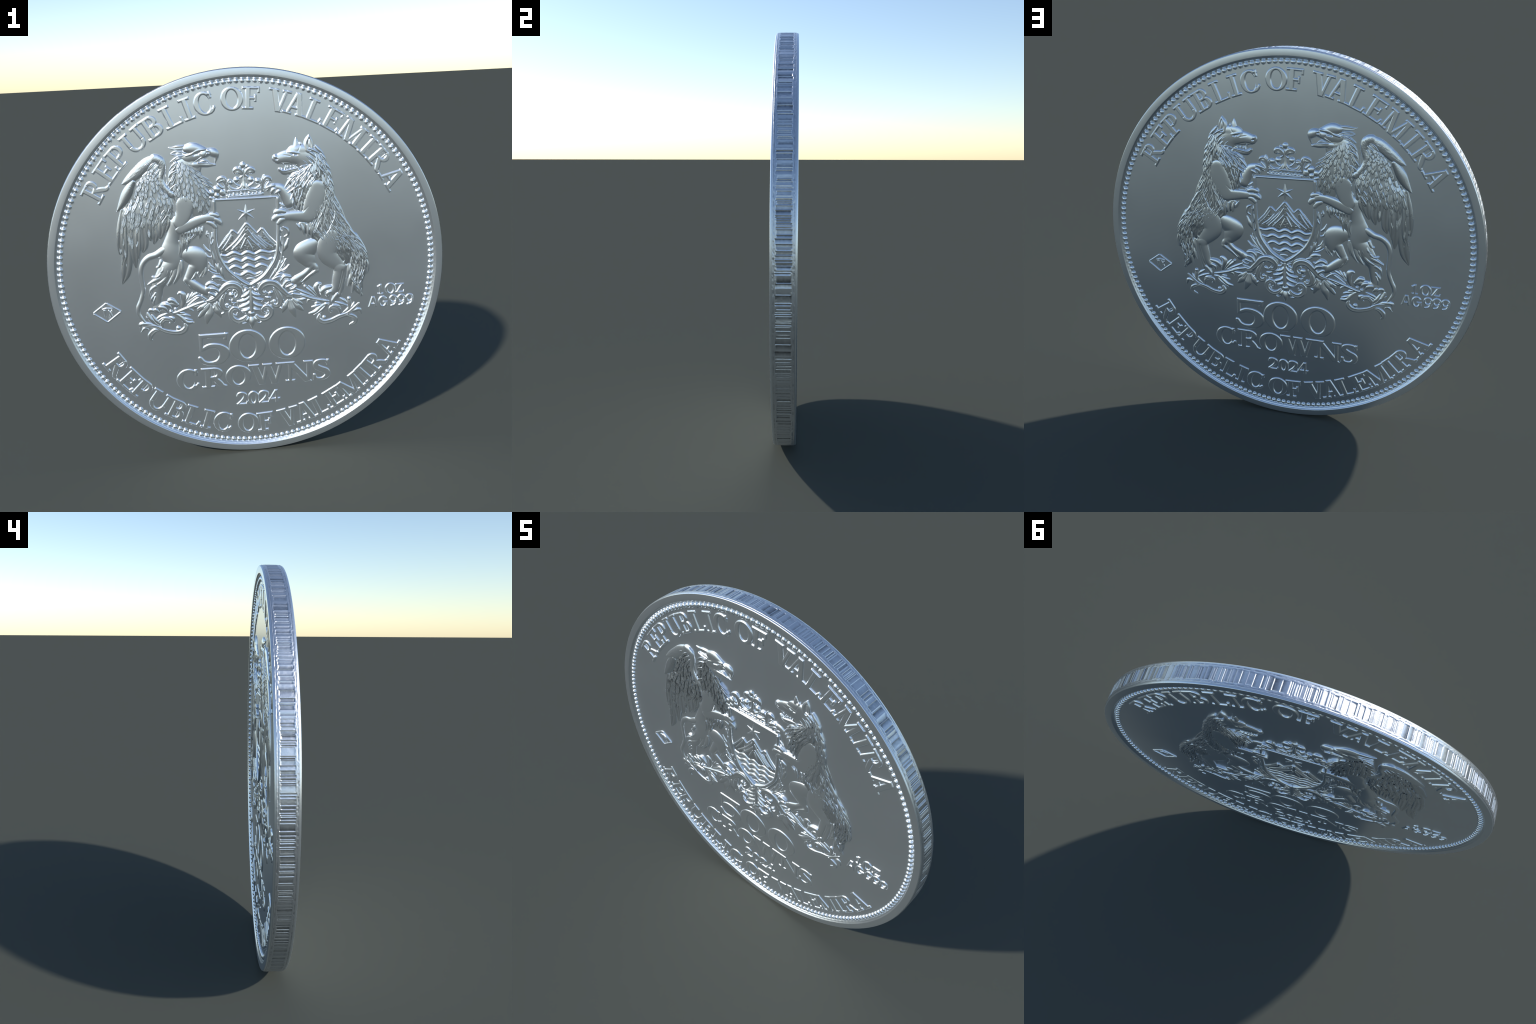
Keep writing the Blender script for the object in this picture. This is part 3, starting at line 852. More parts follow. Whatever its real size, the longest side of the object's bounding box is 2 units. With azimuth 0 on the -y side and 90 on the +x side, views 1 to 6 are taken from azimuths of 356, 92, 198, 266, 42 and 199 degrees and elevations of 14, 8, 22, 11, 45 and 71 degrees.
# branch to the left, ending in a leafy scroll
scroll([(-231, -142, 5.1), (-274, -154, 6.8), (-326, -172, 6.8), (-391, -192, 5.9), (-415, -183, 4.2)], 6, prof="round")
for p in ([(-218, -138, 4.2), (-267, -110, 5.1), (-328, -143, 2.1)], [(-237, -106, 3.4), (-277, -127, 6.8), (-325, -161, 3.4)], [(-262, -93, 4.2), (-292, -108, 7.6), (-323, -137, 2.5)], [(-290, -87, 3.4), (-302, -108, 5.9), (-323, -130, 2.1)], [(-312, -92, 3.4), (-317, -111, 5.9), (-334, -134, 2.1)]):
    leaf(p, 6)
leaf([(-353, -170, 5.9), (-340, -131, 10.2), (-342, -100, 11.8), (-355, -88, 8.5), (-371, -94, 2.5)], 7)
for p in ([(-236, -148, 3.4), (-279, -165, 7.6), (-309, -169, 2.1)], [(-232, -153, 3.4), (-263, -173, 6.8), (-276, -185, 2.5)], [(-296, -166, 4.2), (-322, -173, 5.9), (-347, -175, 1.7)], [(-339, -176, 3.4), (-314, -176, 5.9), (-294, -190, 2.1)]):
    leaf(p, 6)
for p in ([(-391, -194, 3.4), (-359, -217, 8.5), (-332, -246, 9.3), (-296, -249, 4.2)], [(-386, -190, 3.4), (-353, -195, 7.6), (-335, -203, 2.5)], [(-371, -205, 3.4), (-337, -207, 7.6), (-310, -214, 2.5)], [(-359, -219, 3.4), (-326, -231, 6.8), (-301, -239, 2.5)]):
    leaf(p, 6)
scroll([(-570, -279, 2.5), (-563, -248, 6.8), (-538, -250, 8.5), (-489, -260, 7.6), (-449, -284, 9.3), (-399, -298, 10.2), (-361, -295, 11.8), (-340, -274, 10.2), (-344, -247, 4.2)], 7)
scroll([(-469, -278, 3.4), (-499, -280, 9.3), (-522, -301, 11), (-524, -323, 7.6), (-512, -333, 3.4)], 7)
leaf([(-489, -263, 3.4), (-521, -243, 7.6), (-563, -240, 9.3), (-570, -256, 3.4)], 6)
leaf([(-528, -273, 2.5), (-548, -262, 5.9), (-570, -285, 2.1)], 5)
scroll([(-456, -270, 3.4), (-460, -242, 7.6), (-444, -224, 8.5), (-419, -226, 7.6), (-411, -240, 5.9), (-424, -245, 3.4)], 6)
berry([(-378, -274, 12.7), (-378, -275, 12.7)], 8)
for p in ([(-472, -260, 3.4), (-503, -230, 7.6), (-522, -202, 8.5), (-528, -175, 3.4)], [(-488, -249, 3.4), (-510, -216, 5.1), (-538, -201, 2.5)], [(-455, -256, 3.4), (-486, -227, 7.6), (-508, -190, 3.4)], [(-494, -226, 3.4), (-463, -206, 6.8), (-428, -191, 3.4)], [(-487, -240, 2.5), (-452, -216, 5.9), (-401, -216, 3.4)], [(-524, -179, 3.4), (-510, -167, 7.6), (-494, -173, 5.9), (-483, -196, 2.1)], [(-426, -214, 4.2), (-401, -220, 7.6), (-399, -247, 3.4)]):
    leaf(p, 6)
berry([(-409, -182, 10.2), (-408, -183, 10.2)], 9)
berry([(-385, -170, 9.3), (-384, -171, 9.3)], 9)
berry([(-471, -179, 8.5), (-471, -180, 8.5)], 8)

# branch to the right
scroll([(211, -133, 5.1), (262, -146, 6.8), (321, -168, 6.8), (381, -184, 6.8), (407, -188, 4.2)], 6, prof="round")
for p in ([(229, -107, 3.4), (271, -128, 6.8), (330, -157, 2.5)], [(276, -98, 4.2), (305, -122, 7.6), (339, -158, 2.5)], [(297, -95, 3.4), (318, -118, 6.8), (345, -152, 2.5)], [(242, -146, 3.4), (270, -144, 7.6), (313, -161, 2.5)], [(235, -168, 3.4), (269, -168, 6.8), (296, -159, 2.5)], [(290, -188, 3.4), (308, -171, 6.8), (360, -178, 2.5)]):
    leaf(p, 6)
leaf([(360, -166, 5.9), (346, -134, 10.2), (340, -107, 11), (353, -90, 8.5), (370, -93, 2.5)], 7)
berry([(282, -98, 8.5), (283, -99, 8.5)], 8)
for p in ([(400, -196, 3.4), (363, -216, 8.5), (332, -241, 9.3), (295, -249, 4.2)], [(398, -198, 3.4), (363, -234, 7.6), (323, -258, 3.4)], [(368, -203, 3.4), (337, -210, 6.8), (311, -214, 3.4)], [(359, -193, 3.4), (342, -194, 5.9), (329, -195, 2.5)], [(380, -217, 3.4), (387, -204, 7.6), (407, -199, 3.4)]):
    leaf(p, 6)
scroll([(358, -252, 4.2), (348, -279, 9.3), (370, -299, 11), (413, -295, 10.2), (458, -276, 9.3), (501, -263, 8.5), (537, -234, 6.8), (565, -207, 4.2)], 7)
scroll([(471, -270, 3.4), (510, -273, 8.5), (538, -289, 10.2), (538, -312, 8.5), (509, -326, 4.2)], 7)
leaf([(493, -267, 3.4), (537, -248, 7.6), (563, -245, 7.6), (574, -273, 2.5)], 6)
scroll([(462, -265, 3.4), (458, -237, 7.6), (432, -221, 8.5), (413, -224, 7.6), (410, -242, 5.9), (423, -248, 3.4)], 6)
berry([(377, -274, 11), (378, -275, 11)], 8)
for p in ([(475, -261, 3.4), (511, -232, 8.5), (511, -200, 8.5), (507, -173, 4.2)], [(467, -242, 3.4), (450, -218, 7.6), (420, -207, 3.4)], [(459, -174, 3.4), (481, -189, 7.6), (502, -209, 2.5)], [(433, -194, 3.4), (467, -206, 6.8), (506, -223, 2.5)], [(480, -257, 3.4), (524, -224, 5.9), (537, -202, 2.1)]):
    leaf(p, 6)
berry([(509, -180, 11), (511, -182, 9.3)], 8)

# leafy twigs up both sides of the shield
for p in ([(-177, 42, 2.1), (-183, 107, 3.4), (-188, 163, 3.8), (-192, 214, 3.4)], [(153, 10, 2.1), (170, 78, 3.4), (179, 147, 3.8), (176, 206, 3.4)]):
    scroll(p, 6, prof="round")
for p in ([(-182, 111, 2.5), (-205, 126, 5.5), (-221, 157, 1.7)], [(-180, 86, 2.5), (-203, 91, 4.7), (-212, 114, 1.7)], [(-172, 33, 3.4), (-172, 72, 5.5), (-182, 120, 2.1)], [(-161, 6, 3.4), (-193, 26, 7.2), (-196, 59, 3.8)], [(-172, 29, 2.5), (-192, 43, 4.7), (-202, 66, 2.5)], [(-149, -3, 2.5), (-178, 3, 5.5), (-208, 23, 3.4)], [(-137, -17, 2.5), (-151, 23, 5.5), (-154, 54, 2.5)], [(-125, -31, 2.5), (-136, 0, 5.1), (-138, 31, 2.5)], [(-157, -3, 2.5), (-163, 33, 4.7), (-168, 55, 2.1)],
          [(-190, 167, 2.1), (-177, 188, 4.7), (-175, 217, 2.1)], [(-191, 189, 2.1), (-202, 202, 4.7), (-197, 225, 2.5)], [(-187, 150, 2.1), (-177, 158, 3.8), (-171, 179, 1.7)]):
    leaf(p, 6)
for p in ([(180, 164, 2.5), (204, 179, 5.5), (201, 207, 5.5), (178, 221, 3.4)], [(178, 189, 2.1), (169, 198, 3.8), (172, 219, 2.1)], [(175, 91, 2.5), (193, 120, 8.5), (207, 162, 3.4)], [(175, 121, 2.1), (165, 143, 4.7), (169, 173, 2.1)], [(170, 78, 2.1), (159, 92, 3.8), (161, 118, 1.7)], [(145, -16, 2.5), (168, 13, 5.9), (191, 56, 3.8)], [(145, -16, 2.5), (184, -1, 5.9), (206, 24, 3.4)], [(119, -40, 2.5), (146, 11, 5.5), (159, 49, 2.5)], [(102, -48, 2.5), (120, -23, 5.1), (136, 7, 2.5)], [(132, -23, 2.5), (154, -12, 4.7), (176, 17, 2.1)], [(156, 27, 2.1), (175, 43, 4.2), (178, 69, 2.1)]):
    leaf(p, 6)
leaf([(-122, -51, 3.4), (-154, -22, 8.5), (-181, -20, 7.6), (-184, -33, 3.4)], 6)
leaf([(-106, -52, 3.4), (-130, -41, 5.1), (-167, -23, 2.1)], 5)
leaf([(105, -61, 3.4), (136, -43, 6.8), (166, -37, 3.4)], 6)
leaf([(114, -55, 3.4), (145, -26, 5.9), (179, -22, 2.5)], 6)

# ------------------------------------------------------------------ crown
group("crown")
def cr(name, pts, H=8, z=0, prof="round"):
    piece(name, "crown", pts, H, z=z, prof=prof)
relief("crown_band", "crown", [S([(-86, 415, 10.2), (-5, 417, 10.2), (83, 420, 10.2)], 4, p=0.3), S([(-86, 390, 10.2), (-6, 390, 10.2), (84, 393, 10.2)], 4, p=0.3)])
cr("crown_band", [(-90, 415, 6.3), (-5, 417, 6.3), (85, 420, 6.3)], 8)
cr("crown_band", [(-86, 388, 5.1), (-6, 389, 5.1), (84, 392, 5.1)], 6)
for x0 in range(9):
    f = x0 / 8
    a = [(-75, 397, 8)]
    b = [(76, 401, 8)]
    cr("jewel", [(a[0][0] + (b[0][0] - a[0][0]) * f, a[0][1] + (b[0][1] - a[0][1]) * f, 5.5 + 2.5 * (x0 % 2)), (a[0][0] + (b[0][0] - a[0][0]) * f + 3, a[0][1] + (b[0][1] - a[0][1]) * f, 5.5 + 2.5 * (x0 % 2))], 7)
cr("crown_stem", [(-2, 422, 16.9), (-3, 459, 9.3), (-2, 499, 7.6), (-3, 524, 9.3)], 9, prof="keel")
cr("crown_bud", [(-3, 522, 10.2), (-4, 540, 16.1), (-2, 556, 9.3)], 10)
cr("crown_leaf", [(-11, 518, 5.1), (-23, 529, 8.5), (-27, 533, 6.8)], 8)
cr("crown_leaf", [(7, 523, 5.1), (18, 533, 8.5), (28, 534, 5.1)], 8)
cr("crown_leaf", [(-5, 479, 4.2), (-14, 504, 15.2), (-32, 515, 19.5), (-53, 503, 11)], 10, prof="groove")
cr("crown_leaf", [(6, 479, 4.2), (16, 504, 14.4), (35, 513, 19.5), (53, 496, 10.2)], 10, prof="groove")
cr("crown_scroll", [(-7, 451, 5.9), (-16, 427, 12.7), (-41, 417, 11.8), (-69, 426, 11.8), (-82, 449, 8.5)], 9, prof="groove")
cr("crown_scroll", [(6, 450, 5.9), (12, 429, 12.7), (32, 414, 11.8), (65, 420, 11.8), (84, 439, 8.5)], 9, prof="groove")
cr("crown_scroll", [(-20, 435, 5.9), (-38, 443, 7.6), (-49, 456, 5.9), (-49, 468, 3.4)], 8)
cr("crown_scroll", [(13, 433, 5.9), (29, 439, 7.6), (42, 450, 5.9), (45, 462, 3.4)], 8)
cr("crown_leaf", [(-76, 443, 3.4), (-82, 458, 7.6), (-71, 467, 4.2)], 7)
cr("crown_leaf", [(78, 438, 3.4), (83, 452, 7.6), (73, 465, 4.2)], 7)
cr("crown_leaf", [(-5, 492, 3.4), (-17, 480, 6.8), (-25, 483, 3.4)], 7)
cr("crown_leaf", [(6, 493, 3.4), (17, 482, 6.8), (25, 484, 3.4)], 7)
cr("crown_pearl", [(-38, 470, 16.1), (-38, 468, 16.1)], 12)
cr("crown_pearl", [(33, 467, 16.1), (32, 466, 16.1)], 11)
cr("crown_pearl", [(-66, 458, 11), (-67, 456, 11)], 9)
cr("crown_pearl", [(64, 461, 15.2), (63, 455, 14.4)], 11)
for p in ([(-91, 407, 6.8), (-89, 432, 9.3), (-92, 456, 11.8), (-103, 477, 16.1), (-123, 472, 14.4), (-137, 461, 5.9)], [(-89, 427, 4.2), (-83, 454, 9.3), (-71, 466, 10.2), (-55, 459, 4.2)], [(-90, 444, 5.1), (-93, 470, 11), (-100, 490, 5.1)],
          [(85, 400, 6.8), (88, 425, 9.3), (93, 449, 11.8), (106, 467, 15.2), (122, 464, 13.5), (134, 451, 5.1)], [(85, 421, 4.2), (82, 448, 9.3), (72, 463, 9.3), (59, 458, 4.2)], [(90, 437, 5.1), (95, 467, 11), (100, 489, 5.1)]):
    cr("crown_side_leaf", p, 10, prof="groove")
cr("crown_leaf", [(-132, 459, 8.5), (-121, 442, 10.2), (-102, 428, 8.5)], 8)
cr("crown_leaf", [(124, 453, 6.8), (111, 436, 8.5), (97, 412, 5.9)], 8)

# ------------------------------------------------------------------ shield
group("shield")
def sh(name, pts, H, z=0, prof="round", **k):
    piece(name, "shield", pts, H, z=z, prof=prof, **k)
frame = [(-156, 378, 6.3), (-158, 296, 6.3), (-160, 212, 6.8), (-159, 153, 6.8), (-145, 87, 6.8), (-110, 20, 6.8)]
frame += [(-50, -39, 6.8), (0, -74, 7.2)]
frame_r = [(159, 376, 6.3), (159, 292, 6.3), (156, 191, 6.8), (151, 123, 6.8), (136, 59, 6.8), (99, 1, 6.8)]
frame_r += [(64, -36, 6.8), (0, -74, 7.2)]
sh("shield_frame", widen(frame, 1.5), 12, prof="round")
sh("shield_frame", widen(frame_r, 1.5), 12, prof="round")
sh("shield_frame", [(-163, 376, 7.2), (-3, 374, 7.2), (165, 373, 7.2)], 7)
def relief_patch(X, Y):
    return 0.45 * noise(X / 5.0, Y / 5.0, 31) + 0.3 * noise(X / 2.5, Y / 2.5, 32)
for pts in ([(-76, 213, 5.9), (-93, 169, 25.4), (-112, 128, 33.8)], [(76, 213, 5.9), (94, 161, 25.4), (118, 125, 31.7)], [(-2, 239, 7.6), (-0, 189, 38.1), (-3, 138, 50.8)]):
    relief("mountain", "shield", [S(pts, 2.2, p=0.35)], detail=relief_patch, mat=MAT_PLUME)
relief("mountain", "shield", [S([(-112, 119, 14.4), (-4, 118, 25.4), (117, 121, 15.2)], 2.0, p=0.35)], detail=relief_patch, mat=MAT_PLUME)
for pts in ([(-147, 130, 5.1), (-109, 175, 5.5), (-73, 221, 6.3)], [(-73, 221, 5.9), (-47, 197, 5.1)], [(-47, 197, 5.1), (-25, 224, 5.9), (-1, 252, 6.8)], [(-1, 252, 6.8), (24, 223, 5.9), (50, 194, 5.5)], [(49, 196, 5.1), (76, 222, 6.3)], [(76, 222, 6.3), (107, 177, 5.5), (147, 136, 4.7)]):
    sh("mountain_ridge", pts, 7, prof="keel", straight=True)
for pts in ([(-11, 223, 4.2), (-56, 163, 7.6), (-116, 115, 4.2)], [(-8, 198, 4.2), (-39, 157, 7.6), (-83, 117, 4.2)], [(2, 222, 4.2), (40, 165, 6.8), (92, 114, 4.2)], [(4, 184, 3.4), (31, 152, 5.9), (67, 116, 3.4)], [(-8, 176, 3.4), (-21, 147, 6.8), (-37, 119, 3.4)], [(-1, 167, 3.4), (10, 141, 6.8), (25, 114, 3.4)], [(54, 185, 3.4), (85, 149, 5.9), (126, 120, 3.4)], [(-78, 198, 3.4), (-97, 165, 5.9), (-128, 125, 3.4)], [(79, 200, 3.4), (103, 165, 5.1), (139, 128, 2.5)], [(23, 200, 3.4), (57, 163, 5.9), (101, 122, 3.4)]):
    sh("mountain_spur", pts, 5, prof="keel", z=1)
for pts in ([(-143, 96, 8.5), (-108, 89, 11), (-72, 102, 12.7), (-35, 89, 11), (-3, 101, 12.7), (32, 88, 11), (67, 101, 11.8), (108, 92, 10.2), (145, 99, 9.3)],
            [(-134, 61, 8.5), (-102, 52, 11), (-67, 66, 12.7), (-35, 54, 11), (-5, 67, 12.7), (30, 55, 11), (65, 67, 11.8), (96, 55, 10.2), (128, 64, 8.5)],
            [(-102, 16, 8.5), (-69, 31, 11.8), (-34, 17, 11), (-2, 32, 12.7), (31, 19, 11), (64, 31, 11.8), (98, 16, 7.6)],
            [(-80, -1, 6.8), (-43, -18, 11.8), (-6, -3, 12.7), (29, -18, 11), (68, -4, 6.8)]):
    sh("wave", pts, 7, prof="keel")
leafy = [(-16, -39, 4.2), (9, -39, 9.3), (30, -41, 4.2)]
sh("wave_crest", leafy, 3)
star = [(-1, 301, 0.4)]
for pts in ([(-1, 300, 11.8), (0, 348, 1.3)], [(-1, 301, 11.8), (43, 319, 1.3)], [(-1, 301, 11.8), (38, 273, 1.3)], [(-1, 301, 11), (1, 258, 1.3)], [(-1, 301, 11.8), (-40, 270, 1.3)], [(-1, 301, 11.8), (-43, 321, 1.3)]):
    sh("star_ray", pts, 6, prof="keel", straight=True, cap=False)

# ------------------------------------------------------------------ griffin
group("griffin")
def gp(name, pts, H, z=0, prof="round", **k):
    piece(name, "griffin", pts, H, z=z, prof=prof, **k)
relief("tail", "griffin", [S([(-363, 165, 10.2), (-396, 154, 14.4), (-422, 138, 19.5), (-457, 118, 17.8), (-494, 108, 16.1), (-525, 82, 14.4), (-541, 40, 12.7), (-540, -11, 11.8), (-538, -64, 11.4), (-553, -111, 11.4), (-570, -149, 11.8), (-572, -180, 10.2), (-556, -213, 8.5), (-534, -243, 4.2)], 9)])
# far legs and hand
relief("hindlimb", "griffin", [S([(-301, 109, 38.1), (-265, 98, 51.6), (-251, 63, 44), (-243, 28, 26.2)], 12), S([(-281, 39, 26.2), (-298, 6, 23.7), (-315, -21, 19.5)], 9), S([(-315, -23, 20.3), (-284, -50, 25.4), (-244, -79, 23.7), (-211, -95, 21.2)], 9), S([(-214, -77, 19.5), (-185, -81, 16.9), (-169, -87, 10.6)], 9)])
for p in ([(-226, -61, 8.5), (-196, -47, 11), (-159, -70, 6.8)], [(-206, -75, 9.3), (-177, -80, 10.2), (-157, -101, 5.9)], [(-215, -94, 9.3), (-191, -107, 8.5), (-177, -122, 5.1)]):
    gp("toe", p, 7, z=4)
for p in ([(-315, -28, 8.5), (-305, -55, 7.6), (-292, -75, 2.1)], [(-319, -14, 6.8), (-330, -27, 5.9), (-319, -54, 2.1)], [(-231, 44, 11), (-234, 10, 9.3), (-252, -15, 2.5)], [(-249, 28, 6.8), (-259, 7, 5.9), (-262, -14, 2.1)], [(-266, 21, 6.8), (-281, -9, 7.6), (-303, -29, 2.1)], [(-282, 31, 5.9), (-300, 6, 6.8), (-325, -18, 2.1)], [(-304, -42, 5.1), (-285, -65, 5.9), (-265, -84, 2.1)], [(-223, 44, 8.5), (-221, 13, 7.6), (-239, -12, 2.1)]):
    gp("hair_tuft", p, 5, z=2)
relief("hand", "griffin", [S([(-163, 412, 16.9), (-162, 410, 16.9)], 10), S([(-138, 429, 18.6), (-132, 427, 18.6)], 12), S([(-113, 413, 18.6), (-109, 405, 16.9)], 11), S([(-140, 398, 15.2), (-138, 396, 15.2)], 10), S([(-171, 388, 9.3), (-155, 383, 9.3)], 7)], soft=1.2)
# body
relief("torso", "griffin", [S([(-339, 264, 46.5), (-362, 219, 34.7), (-377, 174, 38.9), (-384, 124, 51.6), (-376, 72, 47.4), (-406, 39, 46.5), (-433, 3, 40.2)], 12), S([(-303, 303, 50.8), (-314, 262, 38.1)], 10), S([(-317, 221, 25.4), (-317, 170, 24.5), (-338, 112, 17.8)], 8)], soft=4)
relief("leg", "griffin", [S([(-443, -10, 37.2), (-464, -43, 30.5), (-469, -86, 25.4), (-476, -134, 23.7)], 9), S([(-476, -156, 21.2), (-429, -147, 22), (-395, -145, 19.5), (-379, -151, 14.8)], 8)])
for p in ([(-423, -127, 11), (-398, -123, 12.7), (-372, -147, 5.9)], [(-445, -141, 10.2), (-421, -147, 11.8), (-405, -166, 5.9)], [(-471, -152, 11.8), (-443, -159, 12.7), (-427, -178, 5.9)], [(-488, -156, 8.5), (-481, -169, 11), (-466, -184, 5.1)]):
    gp("toe", p, 7, z=4)
for p in ([(-433, 3, 12.7), (-472, -12, 11), (-515, -33, 3.4)], [(-431, 33, 9.3), (-462, 5, 7.6), (-491, 8, 3.4)], [(-434, 93, 9.3), (-449, 60, 7.6), (-465, 54, 3.4)], [(-466, -39, 9.3), (-497, -58, 7.6), (-510, -94, 2.5)], [(-473, -73, 6.8), (-496, -102, 5.9), (-504, -121, 2.1)], [(-479, -94, 5.9), (-490, -124, 5.1), (-487, -142, 1.7)], [(-367, 54, 14.4), (-384, -1, 12.7), (-416, -44, 3.4)], [(-345, 78, 11.8), (-353, 18, 10.2), (-385, -36, 2.5)], [(-338, 86, 8.5), (-337, 43, 7.6), (-347, -4, 2.1)], [(-407, 22, 11), (-431, -15, 11), (-470, -38, 5.9)], [(-408, 65, 7.6), (-406, 31, 7.6), (-425, -2, 2.5)], [(-384, 55, 7.6), (-390, 21, 7.6), (-401, -4, 2.5)], [(-425, 58, 7.6), (-435, 33, 7.6), (-452, 26, 2.1)]):
    gp("hair_tuft", p, 5.5, z=5)
# wing
def barbs(X, Y):
    return 0.55 * noise(X / 3.5, Y / 9.0, 41) + 0.4 * noise(X / 2.2, Y / 4.0, 42)
relief("wing", "griffin", [S([(-430, 525, 50.8), (-444, 454, 69.8), (-435, 372, 78.3), (-483, 334, 76.1), (-546, 305, 69.8)], 7, p=0.4), S([(-404, 362, 50.8), (-401, 295, 29.6)], 7, p=0.4), S([(-564, 318, 55), (-584, 237, 42.3)], 4, p=0.3)], soft=5)
n = 0
for p in ([(-600, 362, 9.3), (-616, 280, 18.6), (-630, 198, 16.9), (-636, 131, 4.2)], [(-586, 340, 8.5), (-606, 238, 16.9), (-610, 133, 15.2), (-628, 75, 3.4)], [(-570, 388, 10.2), (-590, 258, 23.7), (-600, 133, 27.1), (-615, 40, 24.5), (-638, -21, 2.5)], [(-531, 337, 8.5), (-538, 234, 16.9), (-543, 162, 15.2), (-546, 103, 2.5)], [(-541, 399, 10.2), (-564, 256, 22.8), (-563, 138, 24.5), (-562, 57, 3.4)], [(-483, 375, 9.3), (-483, 259, 18.6), (-480, 190, 3.4)], [(-511, 417, 10.2), (-514, 274, 21.2), (-511, 177, 20.3), (-522, 133, 3.4)], [(-421, 346, 9.3), (-421, 247, 19.5), (-432, 197, 3.4)], [(-453, 352, 9.3), (-456, 249, 19.5), (-455, 211, 18.6), (-464, 172, 3.4)], [(-390, 336, 8.5), (-391, 274, 16.9), (-406, 229, 3.4)]):
    piece("flight_feather", "griffin", p, 6, z=2 + 2.5 * (n % 2), prof="groove", n=13)
    n += 1
plumage("feather", "griffin", QUILL, patch([(-612, 321), (-626, 219), (-630, 143)], [(-519, 336), (-524, 233), (-523, 157)], 6, 4, 60, 9, 2.6, jitter=0.25, tilt=0.02, up=0.6))
plumage("feather", "griffin", QUILL, patch([(-611, 167), (-616, 91), (-628, 41)], [(-571, 164), (-581, 97), (-607, 39)], 3, 4, 46, 6.5, 2.4, jitter=0.25, tilt=0.02, up=0.6))
plumage("feather", "griffin", QUILL, patch([(-497, 310), (-494, 251), (-492, 226)], [(-388, 311), (-395, 274), (-404, 254)], 6, 2, 54, 11, 2.6, jitter=0.25, tilt=0.02, up=0.6))
plumage("feather", "griffin", COVERT, patch([(-469, 536), (-517, 483), (-559, 412), (-590, 349), (-607, 292)], [(-419, 557), (-395, 467), (-364, 408), (-352, 346), (-379, 269)], 8, 12, 44, 12.5, 5.0, splay=-0.15, jitter=0.25, tilt=0.012, grow=(0.5, 1.2)))
piece("primary_covert", "griffin", [(-533, 500, 12.7), (-571, 437, 24.5), (-598, 390, 18.6), (-629, 349, 2.1)], 7, z=5, prof="keel")
relief("wing_edge", "griffin", [S([(-357, 416, 18.6), (-392, 455, 16.9), (-405, 496, 15.2), (-393, 543, 17.8), (-401, 582, 22), (-428, 597, 20.3)], 10, z=3), S([(-416, 594, 22), (-466, 570, 28.8), (-521, 527, 27.1), (-564, 495, 17.8), (-593, 480, 2.1)], 9, z=3)], soft=4, detail=lambda X, Y: 0.3 * noise(X / 14 + Y / 14, Y / 5 - X / 5, 44))
for p in ([(-441, 580, 3.4), (-466, 568, 5.5), (-486, 561, 1.3)], [(-417, 577, 3.4), (-442, 562, 7.6), (-464, 538, 2.1)], [(-407, 564, 3.4), (-428, 545, 6.8), (-446, 518, 2.1)], [(-404, 544, 3.4), (-422, 521, 5.9), (-440, 498, 2.1)]):
    gp("feather", p, 5, z=8, prof="groove")
# neck and breast
relief("neck", "griffin", [S([(-250, 563, 50.8), (-286, 509, 76.1), (-280, 452, 88.8), (-252, 393, 78.3), (-229, 338, 52.9)], 11, p=0.45)])
plumage("feather", "griffin", HACKLE, patch([(-321, 591), (-336, 548), (-346, 504), (-348, 456), (-324, 393)], [(-238, 530), (-205, 480), (-185, 430), (-184, 372), (-209, 312)], 8, 8, 46, 12.5, 5.2, splay=0.5, jitter=0.2, tilt=0.012, grow=(0.85, 1.0)))
for p in ([(-301, 598, 9.3), (-325, 587, 8.5), (-354, 571, 2.5)], [(-311, 566, 10.2), (-336, 556, 10.2), (-361, 533, 2.5)], [(-318, 531, 9.3), (-347, 517, 10.2), (-366, 498, 2.5)], [(-329, 495, 9.3), (-352, 481, 10.2), (-372, 461, 2.5)], [(-323, 463, 10.2), (-348, 448, 11), (-369, 431, 2.5)], [(-300, 445, 10.2), (-330, 431, 10.2), (-350, 426, 2.5)], [(-223, 517, 5.1), (-204, 492, 6.8), (-171, 476, 2.1)], [(-213, 488, 5.9), (-190, 471, 7.6), (-157, 455, 2.1)], [(-206, 464, 5.9), (-179, 450, 7.6), (-150, 430, 2.1)], [(-293, 593, 5.9), (-309, 590, 5.9), (-330, 581, 2.1)]):
    gp("hackle_feather", p, 6, z=6, prof="groove")
# head
relief("head", "griffin", [S([(-265, 592, 33), (-237, 598, 36.4), (-209, 600, 29.6)], 10, z=1), S([(-268, 632, 22.8), (-237, 632, 29.6), (-196, 620, 22), (-176, 614, 15.2)], 12, z=2), S([(-260, 555, 25.4), (-229, 546, 21.2)], 9), CUT([(-237, 602, 5.9), (-208, 610, 8.5), (-186, 614, 5.9)], 4), BUMP([(-209, 607, 4.7), (-208, 606, 4.7)], 4), BUMP([(-275, 599, 4.2), (-246, 608, 5.9), (-216, 621, 6.8), (-178, 628, 5.1)], 2.2)], soft=2.5)
relief("beak", "griffin", [S([(-191, 603, 22.8), (-162, 612, 19.5), (-141, 606, 22.8), (-129, 588, 11.4), (-137, 557, 2.5)], 12, z=1), S([(-190, 593, 11.8), (-219, 578, 7.6), (-240, 565, 3.8)], 8, z=2.5), BUMP([(-174, 622, 7.6), (-160, 615, 5.1)], 1.5), CUT([(-173, 611, 4.2), (-164, 609, 3.4)], 2.5), CUT([(-178, 628, 3.4), (-176, 614, 3.4), (-181, 599, 2.5)], 1.5)], soft=2)
relief("jaw", "griffin", [S([(-240, 554, 21.2), (-208, 554, 16.1), (-172, 550, 12.7), (-139, 548, 6.3)], 10), BUMP([(-220, 562, 3.4), (-184, 560, 3), (-148, 554, 2.5)], 2)], soft=2)
gp("tongue", [(-211, 565, 4.2), (-183, 572, 5.5), (-162, 558, 2.5)], 6, z=2)
gp("ear", [(-270, 641, 11), (-309, 640, 12.7), (-337, 639, 7.6), (-360, 644, 2.1)], 9, prof="groove")
